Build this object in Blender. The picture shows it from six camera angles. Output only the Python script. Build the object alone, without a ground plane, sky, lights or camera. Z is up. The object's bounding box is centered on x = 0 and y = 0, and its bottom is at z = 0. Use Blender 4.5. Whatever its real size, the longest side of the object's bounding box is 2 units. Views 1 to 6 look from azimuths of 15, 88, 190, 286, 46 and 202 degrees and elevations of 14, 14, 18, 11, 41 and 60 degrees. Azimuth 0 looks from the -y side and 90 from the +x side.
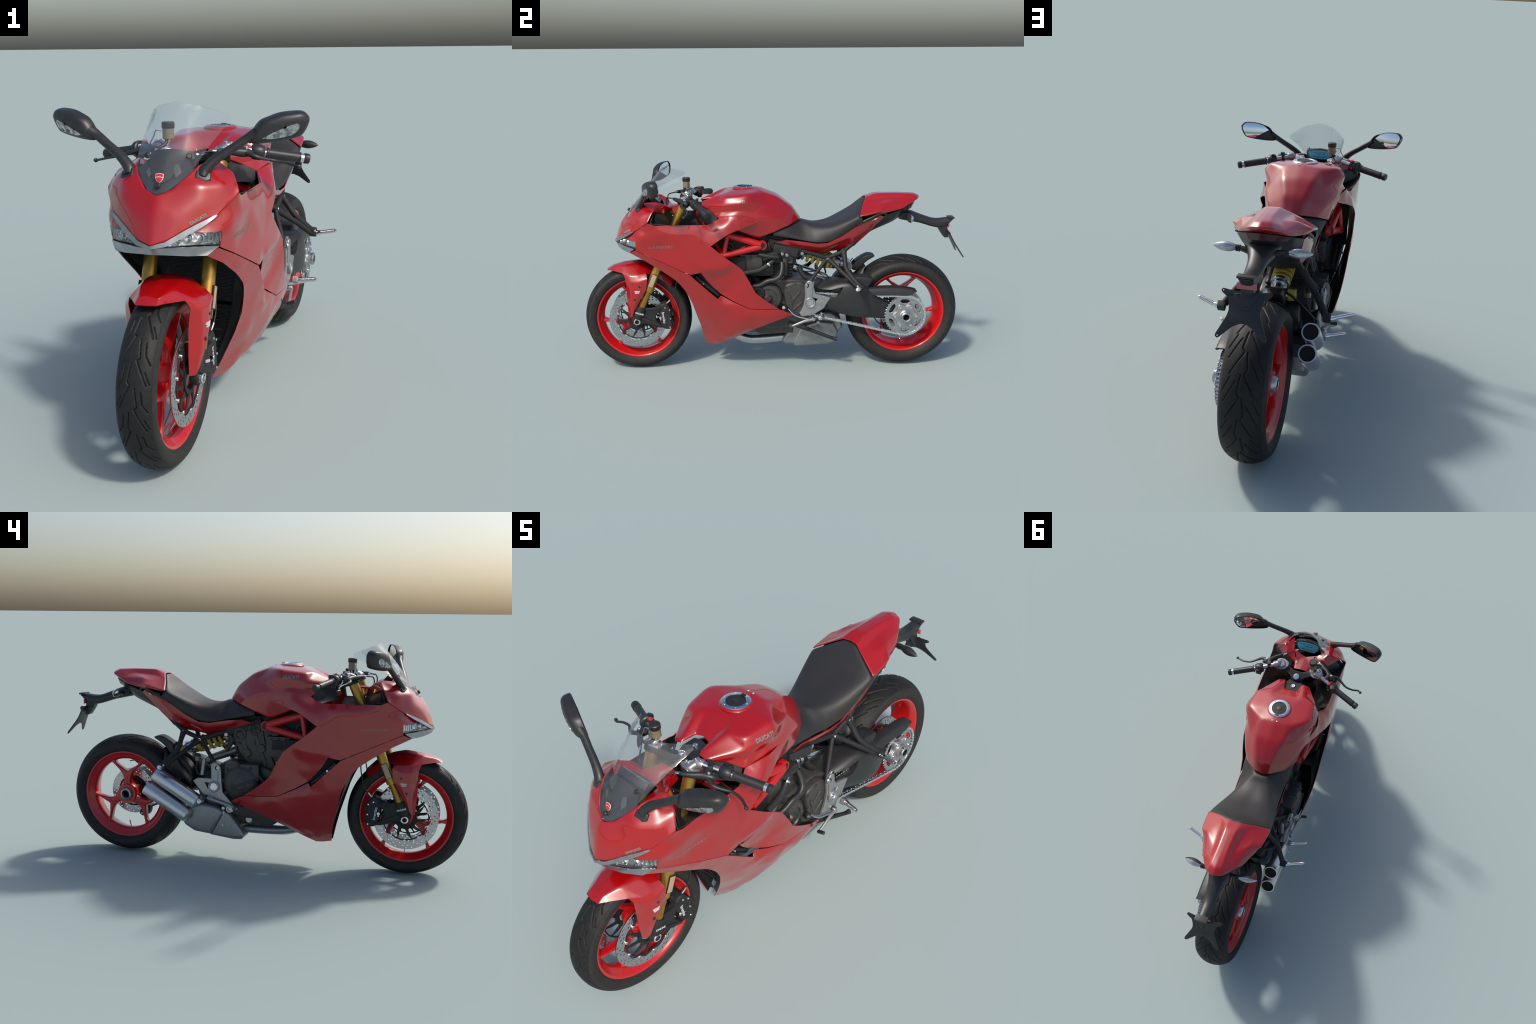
import bpy, bmesh, math, random
import numpy as np
from mathutils import Vector, Matrix
from mathutils.geometry import delaunay_2d_cdt
from mathutils.bvhtree import BVHTree

random.seed(7)
RNG = np.random.default_rng(7)
scene = bpy.context.scene
for o in list(bpy.data.objects):
    bpy.data.objects.remove(o)

# ------------------------------------------------------------------ materials
def material(name, color, rough=0.5, metal=0.0, coat=0.0, spec=0.5, noise=0.0, nscale=60.0,
             bump=0.0, bscale=400.0, rough_var=0.0, coat_rough=0.03):
    m = bpy.data.materials.new(name)
    m.use_nodes = True
    nt = m.node_tree
    b = nt.nodes["Principled BSDF"]
    b.inputs["Base Color"].default_value = (*color, 1)
    b.inputs["Roughness"].default_value = rough
    b.inputs["Metallic"].default_value = metal
    b.inputs["Coat Weight"].default_value = coat
    b.inputs["Coat Roughness"].default_value = coat_rough
    b.inputs["Specular IOR Level"].default_value = spec
    tc = nt.nodes.new("ShaderNodeTexCoord")
    if noise > 0 or rough_var > 0:
        n = nt.nodes.new("ShaderNodeTexNoise")
        n.inputs["Scale"].default_value = nscale
        n.inputs["Detail"].default_value = 5
        nt.links.new(tc.outputs["Object"], n.inputs["Vector"])
        if noise > 0:
            r = nt.nodes.new("ShaderNodeValToRGB")
            r.color_ramp.elements[0].position = 0.3
            r.color_ramp.elements[1].position = 0.7
            r.color_ramp.elements[0].color = (*[c * (1 - noise) for c in color], 1)
            r.color_ramp.elements[1].color = (*[min(1, c * (1 + noise)) for c in color], 1)
            nt.links.new(n.outputs["Fac"], r.inputs["Fac"])
            nt.links.new(r.outputs["Color"], b.inputs["Base Color"])
        if rough_var > 0:
            mr = nt.nodes.new("ShaderNodeMapRange")
            mr.inputs["To Min"].default_value = max(0.02, rough - rough_var)
            mr.inputs["To Max"].default_value = rough + rough_var
            nt.links.new(n.outputs["Fac"], mr.inputs["Value"])
            nt.links.new(mr.outputs["Result"], b.inputs["Roughness"])
    if bump > 0:
        n2 = nt.nodes.new("ShaderNodeTexNoise")
        n2.inputs["Scale"].default_value = bscale
        n2.inputs["Detail"].default_value = 3
        nt.links.new(tc.outputs["Object"], n2.inputs["Vector"])
        bp = nt.nodes.new("ShaderNodeBump")
        bp.inputs["Strength"].default_value = bump
        bp.inputs["Distance"].default_value = 0.001
        nt.links.new(n2.outputs["Fac"], bp.inputs["Height"])
        nt.links.new(bp.outputs["Normal"], b.inputs["Normal"])
    return m

def glass(name, tint, haze, gloss=1.0, rough=0.02):
    """clear sheet: transparent body, fresnel gloss, a little haze"""
    m = bpy.data.materials.new(name)
    m.use_nodes = True
    nt = m.node_tree
    b = nt.nodes["Principled BSDF"]
    b.inputs["Base Color"].default_value = (*tint, 1)
    b.inputs["Roughness"].default_value = 0.5
    out = nt.nodes["Material Output"]
    t = nt.nodes.new("ShaderNodeBsdfTransparent")
    t.inputs["Color"].default_value = (*[0.5 + 0.5 * c for c in tint], 1)
    g = nt.nodes.new("ShaderNodeBsdfGlossy")
    g.inputs["Roughness"].default_value = rough
    mix = nt.nodes.new("ShaderNodeMixShader")
    mix.inputs["Fac"].default_value = haze
    nt.links.new(t.outputs["BSDF"], mix.inputs[1])
    nt.links.new(b.outputs["BSDF"], mix.inputs[2])
    fr = nt.nodes.new("ShaderNodeLayerWeight")
    fr.inputs["Blend"].default_value = 0.5
    pw = nt.nodes.new("ShaderNodeMath")
    pw.operation = 'POWER'
    pw.inputs[1].default_value = 4.0
    mul = nt.nodes.new("ShaderNodeMath")
    mul.operation = 'MULTIPLY_ADD'
    mul.inputs[1].default_value = 0.55 * gloss
    mul.inputs[2].default_value = 0.035 * gloss
    nt.links.new(fr.outputs["Facing"], pw.inputs[0])
    nt.links.new(pw.outputs["Value"], mul.inputs[0])
    mix2 = nt.nodes.new("ShaderNodeMixShader")
    nt.links.new(mul.outputs["Value"], mix2.inputs["Fac"])
    nt.links.new(mix.outputs["Shader"], mix2.inputs[1])
    nt.links.new(g.outputs["BSDF"], mix2.inputs[2])
    nt.links.new(mix2.outputs["Shader"], out.inputs["Surface"])
    return m

RED = material("red_paint", (0.330, 0.0008, 0.0022), rough=0.30, coat=1.0, spec=0.5, noise=0.03, nscale=30)
RIMRED = material("wheel_red_enamel", (0.50, 0.005, 0.007), rough=0.3, coat=0.6, noise=0.04, nscale=40)
FRAMERED = material("frame_red_enamel", (0.46, 0.006, 0.007), rough=0.38, coat=0.25, noise=0.04)
RUBBER = material("tyre_rubber", (0.0125, 0.0125, 0.0125), rough=0.58, spec=0.28, noise=0.25, nscale=90, bump=0.15)
SIDEWALL = material("tyre_sidewall_rubber", (0.024, 0.022, 0.021), rough=0.6, spec=0.3, noise=0.2, nscale=60, bump=0.1)
PLASTIC = material("black_plastic", (0.020, 0.020, 0.021), rough=0.42, noise=0.2, nscale=80, bump=0.08)
MATTE = material("matt_black", (0.012, 0.012, 0.013), rough=0.65, noise=0.2)
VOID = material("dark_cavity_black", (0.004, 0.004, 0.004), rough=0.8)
ENGINE = material("engine_black_enamel", (0.046, 0.043, 0.040), rough=0.42, spec=0.5, noise=0.2, nscale=50, bump=0.2, bscale=250)  # base lightened to a brownish grey for the sheen on the covers
HOSE = material("hose_rubber", (0.022, 0.022, 0.022), rough=0.45, noise=0.15)
LEATHER = material("seat_vinyl", (0.022, 0.021, 0.021), rough=0.5, noise=0.12, nscale=120, bump=0.35, bscale=900)
GOLD = material("gold_anodised", (0.46, 0.27, 0.055), rough=0.32, metal=0.75, noise=0.06)
BRONZE = material("stanchion_gold", (0.40, 0.20, 0.035), rough=0.26, metal=0.75, noise=0.06)
CHROME = material("polished_metal", (0.75, 0.76, 0.78), rough=0.12, metal=1.0, rough_var=0.05)
LAMPTRIM = material("lamp_trim_silver", (0.36, 0.37, 0.39), rough=0.24, metal=0.85, noise=0.12, nscale=40)
STEEL = material("brushed_steel", (0.50, 0.51, 0.52), rough=0.30, metal=1.0, noise=0.08, rough_var=0.08)
DISC = material("disc_steel", (0.50, 0.50, 0.52), rough=0.25, metal=1.0, noise=0.10, nscale=120, rough_var=0.08)
ALU = material("cast_aluminium", (0.36, 0.36, 0.36), rough=0.42, metal=0.75, noise=0.10)
EXHAUST = material("exhaust_steel", (0.62, 0.62, 0.63), rough=0.30, metal=0.95, noise=0.06, rough_var=0.08)
ALUDARK = material("dark_grey_plastic", (0.085, 0.082, 0.078), rough=0.4, noise=0.1)
BOX = material("silencer_grey", (0.27, 0.275, 0.285), rough=0.36, metal=0.7, noise=0.08)
YELLOW = material("spring_yellow", (0.50, 0.36, 0.035), rough=0.38, coat=0.3, noise=0.05)
RESERVOIR = material("reservoir_smoked_plastic", (0.23, 0.18, 0.10), rough=0.3, coat=0.3, noise=0.1)
SCREEN = glass("windscreen_acrylic", (0.88, 0.91, 0.93), 0.022)
LENS = glass("clear_lens", (0.85, 0.87, 0.88), 0.02)
REDLENS = glass("red_lens", (0.13, 0.035, 0.04), 0.5)
INDICATOR = material("indicator_clear_lens", (0.40, 0.42, 0.45), rough=0.12, metal=0.55, coat=1.0, noise=0.35, nscale=45)
MIRROR = material("mirror_glass", (0.86, 0.88, 0.90), rough=0.02, metal=1.0)
DECAL = material("grey_lettering", (0.22, 0.21, 0.20), rough=0.4, metal=0.3)
WHITEDECAL = material("white_lettering", (0.62, 0.62, 0.62), rough=0.5)
TAN = material("fork_sticker_tan", (0.42, 0.31, 0.20), rough=0.6, noise=0.25, nscale=500)
LCD = material("display_blue", (0.06, 0.29, 0.37), rough=0.25, noise=0.08)
LCDINK = material("display_ink", (0.006, 0.03, 0.045), rough=0.4)
REFLECT = material("reflector_pink_red", (0.42, 0.10, 0.11), rough=0.35, coat=0.5)
SWITCHRED = material("switch_red", (0.60, 0.03, 0.03), rough=0.4)
AMBER = material("bulb_amber", (0.55, 0.28, 0.08), rough=0.4)
GREEN = material("flag_green", (0.02, 0.25, 0.05), rough=0.4)
BADGEYELLOW = material("badge_yellow", (0.45, 0.35, 0.05), rough=0.4)

# headlamp interior: bright faceted reflector
LAMP = bpy.data.materials.new("lamp_reflector")
LAMP.use_nodes = True
_nt = LAMP.node_tree
_b = _nt.nodes["Principled BSDF"]
_b.inputs["Metallic"].default_value = 0.9
_b.inputs["Roughness"].default_value = 0.18
_tc = _nt.nodes.new("ShaderNodeTexCoord")
_v = _nt.nodes.new("ShaderNodeTexVoronoi")
_v.inputs["Scale"].default_value = 95
_r = _nt.nodes.new("ShaderNodeValToRGB")
_r.color_ramp.elements[0].color = (0.10, 0.105, 0.11, 1)
_r.color_ramp.elements[1].color = (0.62, 0.63, 0.64, 1)
_r.color_ramp.elements[0].position = 0.1
_r.color_ramp.elements[1].position = 0.8
_bp = _nt.nodes.new("ShaderNodeBump")
_bp.inputs["Strength"].default_value = 0.6
_bp.inputs["Distance"].default_value = 0.004
_nt.links.new(_tc.outputs["Object"], _v.inputs["Vector"])
_nt.links.new(_v.outputs["Color"], _r.inputs["Fac"])
_nt.links.new(_r.outputs["Color"], _b.inputs["Base Color"])
_nt.links.new(_v.outputs["Distance"], _bp.inputs["Height"])
_nt.links.new(_bp.outputs["Normal"], _b.inputs["Normal"])

# radiator: fine horizontal fins
FINS = material("radiator_core", (0.012, 0.012, 0.013), rough=0.5)
_nt = FINS.node_tree
_tc = _nt.nodes.new("ShaderNodeTexCoord")
_w = _nt.nodes.new("ShaderNodeTexWave")
_w.bands_direction = 'Z'
_w.inputs["Scale"].default_value = 60
_bp = _nt.nodes.new("ShaderNodeBump")
_bp.inputs["Strength"].default_value = 0.8
_bp.inputs["Distance"].default_value = 0.003
_nt.links.new(_tc.outputs["Object"], _w.inputs["Vector"])
_nt.links.new(_w.outputs["Fac"], _bp.inputs["Height"])
_nt.links.new(_bp.outputs["Normal"], _nt.nodes["Principled BSDF"].inputs["Normal"])

# ------------------------------------------------------------------ scene tree
ROOT = bpy.data.objects.new("motorcycle", None)
scene.collection.objects.link(ROOT)
ROOT["label"] = "red sport motorcycle with full fairing, gold forks and black seat"
ROOT["category"] = "motorcycle"

def link(ob, parent=None):
    scene.collection.objects.link(ob)
    ob.parent = parent if parent is not None else ROOT
    return ob

def new_mesh(name, verts, faces, mat, angle=40.0):
    me = bpy.data.meshes.new(name)
    me.from_pydata([tuple(map(float, v)) for v in verts], [], [tuple(map(int, f)) for f in faces])
    me.validate()
    me.update()
    if mat:
        me.materials.append(mat)
    finish(me, angle)
    return me

def finish(me, angle=40.0):
    me.polygons.foreach_set("use_smooth", [True] * len(me.polygons))
    me.set_sharp_from_angle(angle=math.radians(angle))
    me.update()

def paint_back(ob, n_front, mat):
    """inner skin of a sheet: the second run of faces made by thicken()"""
    ob.data.materials.append(mat)
    mi = np.zeros(len(ob.data.polygons), dtype=np.int32)
    mi[n_front:2 * n_front] = 1
    ob.data.polygons.foreach_set("material_index", mi)

def add(name, verts, faces, mat, parent=None, angle=40.0, stuff=False):
    ob = bpy.data.objects.new(name, new_mesh(name, verts, faces, mat, angle))
    if stuff:
        ob["kind"] = "stuff"
    return link(ob, parent)

def fix_normals(me):
    bm = bmesh.new()
    bm.from_mesh(me)
    bmesh.ops.recalc_face_normals(bm, faces=bm.faces)
    bm.to_mesh(me)
    bm.free()

def mirrored(ob, parent=None, name=None):
    """mirror copy across x = 0"""
    me = ob.data.copy()
    me.transform(Matrix.Scale(-1, 4, (1, 0, 0)))
    me.flip_normals()
    o = bpy.data.objects.new(name or ob.name.split(".")[0], me)
    if "kind" in ob:
        o["kind"] = ob["kind"]
    return link(o, parent if parent is not None else ob.parent)

def join(name, obs, parent=None, stuff=False):
    """join several objects into one mesh (keeping their materials)"""
    bm = bmesh.new()
    mats = []
    for o in obs:
        me = o.data.copy()
        me.transform(o.matrix_world if o.parent is None else o.matrix_basis)
        base = []
        for mt in me.materials:
            if mt not in mats:
                mats.append(mt)
            base.append(mats.index(mt))
        idx = np.zeros(len(me.polygons), dtype=np.int32)
        me.polygons.foreach_get("material_index", idx)
        if base:
            me.polygons.foreach_set("material_index", np.array(base, dtype=np.int32)[np.clip(idx, 0, len(base) - 1)])
        bm.from_mesh(me)
        bpy.data.meshes.remove(me)
    out = bpy.data.meshes.new(name)
    bm.to_mesh(out)
    bm.free()
    for mt in mats:
        out.materials.append(mt)
    par = parent if parent is not None else obs[0].parent
    for o in obs:
        bpy.data.objects.remove(o)
    finish(out, 40)
    ob = bpy.data.objects.new(name, out)
    if stuff:
        ob["kind"] = "stuff"
    return link(ob, par)

# ------------------------------------------------------------------ curve maths
def catmull(pts, n=8, closed=False):
    P = [np.array(p, float) for p in pts]
    if len(P) < 3 and not closed:
        return np.array([P[0] + (P[-1] - P[0]) * t for t in np.linspace(0, 1, n + 1)])
    out = []
    m = len(P)
    rng = range(m) if closed else range(m - 1)
    for i in rng:
        p1, p2 = P[i], P[(i + 1) % m]
        p0 = P[(i - 1) % m] if (closed or i > 0) else 2 * p1 - p2
        p3 = P[(i + 2) % m] if (closed or i + 2 < m) else 2 * p2 - p1
        for k in range(n):
            t = k / n
            out.append(0.5 * (2 * p1 + (p2 - p0) * t + (2 * p0 - 5 * p1 + 4 * p2 - p3) * t * t
                              + (3 * p1 - p0 - 3 * p2 + p3) * t ** 3))
    if not closed:
        out.append(P[-1])
    return np.array(out)

def frames(path):
    T = np.gradient(path, axis=0)
    T /= np.linalg.norm(T, axis=1)[:, None] + 1e-12
    up = np.array([0, 0, 1.0]) if abs(T[0][2]) < 0.9 else np.array([1.0, 0, 0])
    N = np.cross(T[0], up)
    N /= np.linalg.norm(N)
    Ns = [N]
    for i in range(1, len(path)):
        N = Ns[-1] - T[i] * np.dot(Ns[-1], T[i])
        N /= np.linalg.norm(N) + 1e-12
        Ns.append(N)
    Ns = np.array(Ns)
    return T, Ns, np.cross(T, Ns)

def tube_data(pts, r, seg=12, n=6, flat=1.0, straight=False):
    path = np.array(pts, float) if straight else catmull(pts, n)
    m = len(path)
    if np.isscalar(r):
        rad = np.full(m, r)
    else:
        rad = np.interp(np.linspace(0, 1, m), np.linspace(0, 1, len(r)), r)
    T, N, B = frames(path)
    V, F = [], []
    for i in range(m):
        for k in range(seg):
            a = 2 * math.pi * k / seg
            V.append(path[i] + rad[i] * (math.cos(a) * N[i] + flat * math.sin(a) * B[i]))
    for i in range(m - 1):
        for k in range(seg):
            a, b = i * seg + k, i * seg + (k + 1) % seg
            F.append((a, b, b + seg, a + seg))
    F.append(tuple(range(seg))[::-1])
    F.append(tuple((m - 1) * seg + k for k in range(seg)))
    return V, F

def tube(name, pts, r, mat, parent=None, seg=12, n=6, flat=1.0, straight=False, stuff=False):
    V, F = tube_data(pts, r, seg, n, flat, straight)
    return add(name, V, F, mat, parent, 50, stuff)

def basis(axis):
    a = np.array(axis, float)
    a /= np.linalg.norm(a)
    h = np.array([0, 0, 1.0]) if abs(a[2]) < 0.9 else np.array([0, 1.0, 0])
    u = np.cross(h, a)
    u /= np.linalg.norm(u)
    return u, np.cross(a, u), a

def lathe_data(profile, center, axis, seg=48, closed=False):
    """profile: (radius, distance along axis)"""
    u, v, a = basis(axis)
    c = np.array(center, float)
    V, F = [], []
    m = len(profile)
    for r, t in profile:
        for k in range(seg):
            th = 2 * math.pi * k / seg
            V.append(c + a * t + r * (math.cos(th) * u + math.sin(th) * v))
    rng = range(m) if closed else range(m - 1)
    for i in rng:
        j = (i + 1) % m
        for k in range(seg):
            F.append((i * seg + k, i * seg + (k + 1) % seg, j * seg + (k + 1) % seg, j * seg + k))
    return V, F

def lathe(name, profile, center, axis, mat, parent=None, seg=48, closed=False, angle=35, stuff=False):
    V, F = lathe_data(profile, center, axis, seg, closed)
    if not closed:
        n = len(V)
        if profile[0][0] > 1e-5:
            F.append(tuple(range(seg))[::-1])
        if profile[-1][0] > 1e-5:
            F.append(tuple(range(n - seg, n)))
    ob = add(name, V, F, mat, parent, angle, stuff)
    fix_normals(ob.data)
    finish(ob.data, angle)
    return ob

def disc(name, center, axis, r, h, mat, parent=None, seg=32, bev=None):
    b = min(r, h) * 0.25 if bev is None else bev
    return lathe(name, [(0, 0), (r, 0), (r, h - b), (r - b, h), (0, h)], center, axis, mat, parent, seg)

SIDE = Matrix(((0, 0, 1, 0), (1, 0, 0, 0), (0, 1, 0, 0), (0, 0, 0, 1)))   # local (u,v,w) -> (y,z,x)

def frame_matrix(origin, u, v):
    u = Vector(u).normalized()
    w = u.cross(Vector(v)).normalized()
    v = w.cross(u)
    M = Matrix.Identity(4)
    for i in range(3):
        M[i][0], M[i][1], M[i][2], M[i][3] = u[i], v[i], w[i], origin[i]
    return M

def plate_mesh(loops, w0, w1, bevel=0.0, M=SIDE, res=2):
    cu = bpy.data.curves.new("plate", 'CURVE')
    cu.dimensions = '2D'
    cu.fill_mode = 'BOTH'
    th = (w1 - w0) / 2
    cu.extrude = max(0.00005, th - bevel)
    cu.bevel_depth = bevel
    cu.bevel_resolution = res
    cu.offset = -bevel
    for lp in loops:
        sp = cu.splines.new('POLY')
        sp.points.add(len(lp) - 1)
        for p, q in zip(sp.points, lp):
            p.co = (q[0], q[1], 0, 1)
        sp.use_cyclic_u = True
    tmp = bpy.data.objects.new("plate", cu)
    scene.collection.objects.link(tmp)
    dg = bpy.context.evaluated_depsgraph_get()
    me = bpy.data.meshes.new_from_object(tmp.evaluated_get(dg))
    bpy.data.objects.remove(tmp)
    bpy.data.curves.remove(cu)
    me.transform(M @ Matrix.Translation((0, 0, (w0 + w1) / 2)))
    bm = bmesh.new()
    bm.from_mesh(me)
    bmesh.ops.remove_doubles(bm, verts=bm.verts, dist=1e-5)
    bmesh.ops.recalc_face_normals(bm, faces=bm.faces)
    bm.to_mesh(me)
    bm.free()
    return me

def plate(name, loops, w0, w1, mat, parent=None, bevel=0.002, M=SIDE, smooth=0, angle=35, res=2):
    """extruded outline with rounded edges; loops[0] is the outline, the rest are holes"""
    if smooth:
        loops = [catmull(lp, smooth, True) if len(lp) < 40 else lp for lp in loops]
    me = plate_mesh(loops, w0, w1, bevel, M, res)
    me.name = name
    me.materials.clear()
    me.materials.append(mat)
    finish(me, angle)
    return link(bpy.data.objects.new(name, me), parent)

def circle(c, r, n=24, ph=0.0):
    return [(c[0] + r * math.cos(2 * math.pi * k / n + ph), c[1] + r * math.sin(2 * math.pi * k / n + ph)) for k in range(n)]

def slot(p0, p1, r0, r1=None, n=8):
    """outline of a stadium / tapered arm between two points"""
    r1 = r0 if r1 is None else r1
    a = math.atan2(p1[1] - p0[1], p1[0] - p0[0])
    out = [(p1[0] + r1 * math.cos(a - math.pi / 2 + math.pi * k / n), p1[1] + r1 * math.sin(a - math.pi / 2 + math.pi * k / n)) for k in range(n + 1)]
    out += [(p0[0] + r0 * math.cos(a + math.pi / 2 + math.pi * k / n), p0[1] + r0 * math.sin(a + math.pi / 2 + math.pi * k / n)) for k in range(n + 1)]
    return out

def box(name, center, size, mat, parent=None, bevel=0.004, rot=(0, 0, 0), seg=2):
    bm = bmesh.new()
    bmesh.ops.create_cube(bm, size=1)
    bmesh.ops.scale(bm, vec=size, verts=bm.verts)
    if bevel:
        bmesh.ops.bevel(bm, geom=bm.edges[:], offset=bevel, segments=seg, affect='EDGES', profile=0.7)
    me = bpy.data.meshes.new(name)
    from mathutils import Euler
    bmesh.ops.transform(bm, matrix=Matrix.Translation(center) @ Euler([math.radians(a) for a in rot]).to_matrix().to_4x4(), verts=bm.verts)
    bm.to_mesh(me)
    bm.free()
    me.materials.append(mat)
    finish(me, 35)
    return link(bpy.data.objects.new(name, me), parent)

def neighbours_smooth(V, edges, boundary, iters, lam=0.5, fixed=None, blam=0.08):
    """Laplacian smoothing; boundary vertices slide only along the boundary"""
    V = V.copy()
    n = len(V)
    E = np.array(edges)
    isb = np.zeros(n, bool)
    isb[list(boundary)] = True
    use = ~(isb[E[:, 0]] ^ isb[E[:, 1]])
    # interior vertices see every neighbour, boundary ones only boundary neighbours
    src = np.concatenate([E[:, 0], E[:, 1]])
    dst = np.concatenate([E[:, 1], E[:, 0]])
    ok = (~isb[src]) | (isb[src] & isb[dst])
    src, dst = src[ok], dst[ok]
    cnt = np.bincount(src, minlength=n).astype(float)
    cnt[cnt == 0] = 1
    wgt = np.where(isb, blam, lam)[:, None]
    for _ in range(iters):
        S = np.stack([np.bincount(src, V[dst, k], minlength=n) for k in range(3)], 1) / cnt[:, None]
        d = wgt * (S - V)
        if fixed is not None:
            d[fixed] = 0
        V += d
    return V

def thicken(V, F, t):
    """give a surface a thickness t inwards, closed by a rim"""
    V = np.array(V, float)
    N = np.zeros_like(V)
    cnt = {}
    for f in F:
        p = V[list(f)]
        nn = np.cross(p[1] - p[0], p[2] - p[0]) if len(f) == 3 else np.cross(p[2] - p[0], p[3] - p[1])
        for i in f:
            N[i] += nn
        for a, b in zip(f, list(f[1:]) + [f[0]]):
            cnt[(a, b)] = 1
    N /= np.linalg.norm(N, axis=1)[:, None] + 1e-12
    n = len(V)
    W = np.concatenate([V, V - N * t])
    G = [tuple(f) for f in F] + [tuple(i + n for i in f[::-1]) for f in F]
    for (a, b) in cnt:
        if (b, a) not in cnt:
            G.append((b, a, a + n, b + n))
    return W, G

def cage(name, verts, faces, mat, parent=None, level=4, smooth=10, mirror=True, thick=0.0, angle=60, hold=(), back=None, inflate=0.0):
    """named control points + polygons, subdivided and softened at the creases"""
    names = list(verts)
    pts = [tuple(verts[k]) for k in names]
    idx = {k: i for i, k in enumerate(names)}
    fs = [[idx[k] for k in f] for f in faces]
    if mirror:
        mp = {}
        for k in names:
            p = verts[k]
            if abs(p[0]) < 1e-6:
                mp[idx[k]] = idx[k]
            else:
                mp[idx[k]] = len(pts)
                pts.append((-p[0], p[1], p[2]))
        fs += [[mp[i] for i in f][::-1] for f in fs]
    me = bpy.data.meshes.new(name)
    me.from_pydata(pts, [], fs)
    me.update()
    tmp = bpy.data.objects.new(name, me)
    scene.collection.objects.link(tmp)
    md = tmp.modifiers.new("s", 'SUBSURF')
    md.subdivision_type = 'SIMPLE'
    md.levels = level
    md.render_levels = level
    dg = bpy.context.evaluated_depsgraph_get()
    fine = bpy.data.meshes.new_from_object(tmp.evaluated_get(dg))
    bpy.data.objects.remove(tmp)
    V = np.zeros(len(fine.vertices) * 3)
    fine.vertices.foreach_get("co", V)
    V = V.reshape(-1, 3)
    E = np.zeros(len(fine.edges) * 2, dtype=np.int64)
    fine.edges.foreach_get("vertices", E)
    E = E.reshape(-1, 2)
    F = [tuple(p.vertices) for p in fine.polygons]
    bpy.data.meshes.remove(fine)
    bpy.data.meshes.remove(me)
    ec = {}
    for f in F:
        for a, b in zip(f, list(f[1:]) + [f[0]]):
            k = (min(a, b), max(a, b))
            ec[k] = ec.get(k, 0) + 1
    bd = {i for k, c in ec.items() if c == 1 for i in k}
    if smooth:
        fixed = None
        if hold:
            H = np.array([verts[k] for k in hold])
            H = np.concatenate([H, H * [-1, 1, 1]])
            dmin = np.min(np.linalg.norm(V[:, None, :] - H[None], axis=2), axis=1)
            fixed = dmin < 1e-5
        V = neighbours_smooth(V, E, bd, smooth, 0.5, fixed)
    if inflate:
        W, _ = thicken(V, F, -inflate)
        W = W[len(V):]
        isb = np.zeros(len(V), bool)
        isb[list(bd)] = True
        V = np.where(isb[:, None], V, W)
    nf = len(F)
    if thick:
        V, F = thicken(V, F, thick)
    ob = add(name, V, F, mat, parent, angle)
    if thick and back:
        paint_back(ob, nf, back)
    return ob

def point_in_poly(P, poly):
    x, y = P[:, 0], P[:, 1]
    inside = np.zeros(len(P), bool)
    n = len(poly)
    for i in range(n):
        x0, y0 = poly[i]
        x1, y1 = poly[(i + 1) % n]
        c = ((y0 > y) != (y1 > y)) & (x < (x1 - x0) * (y - y0) / (y1 - y0 + 1e-15) + x0)
        inside ^= c
    return inside

def seg_dist(P, poly):
    d = np.full(len(P), 9.0)
    n = len(poly)
    for i in range(n):
        a = np.array(poly[i]); b = np.array(poly[(i + 1) % n])
        ab = b - a
        t = np.clip(((P - a) @ ab) / (ab @ ab + 1e-15), 0, 1)
        d = np.minimum(d, np.linalg.norm(P - a - t[:, None] * ab, axis=1))
    return d

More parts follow.
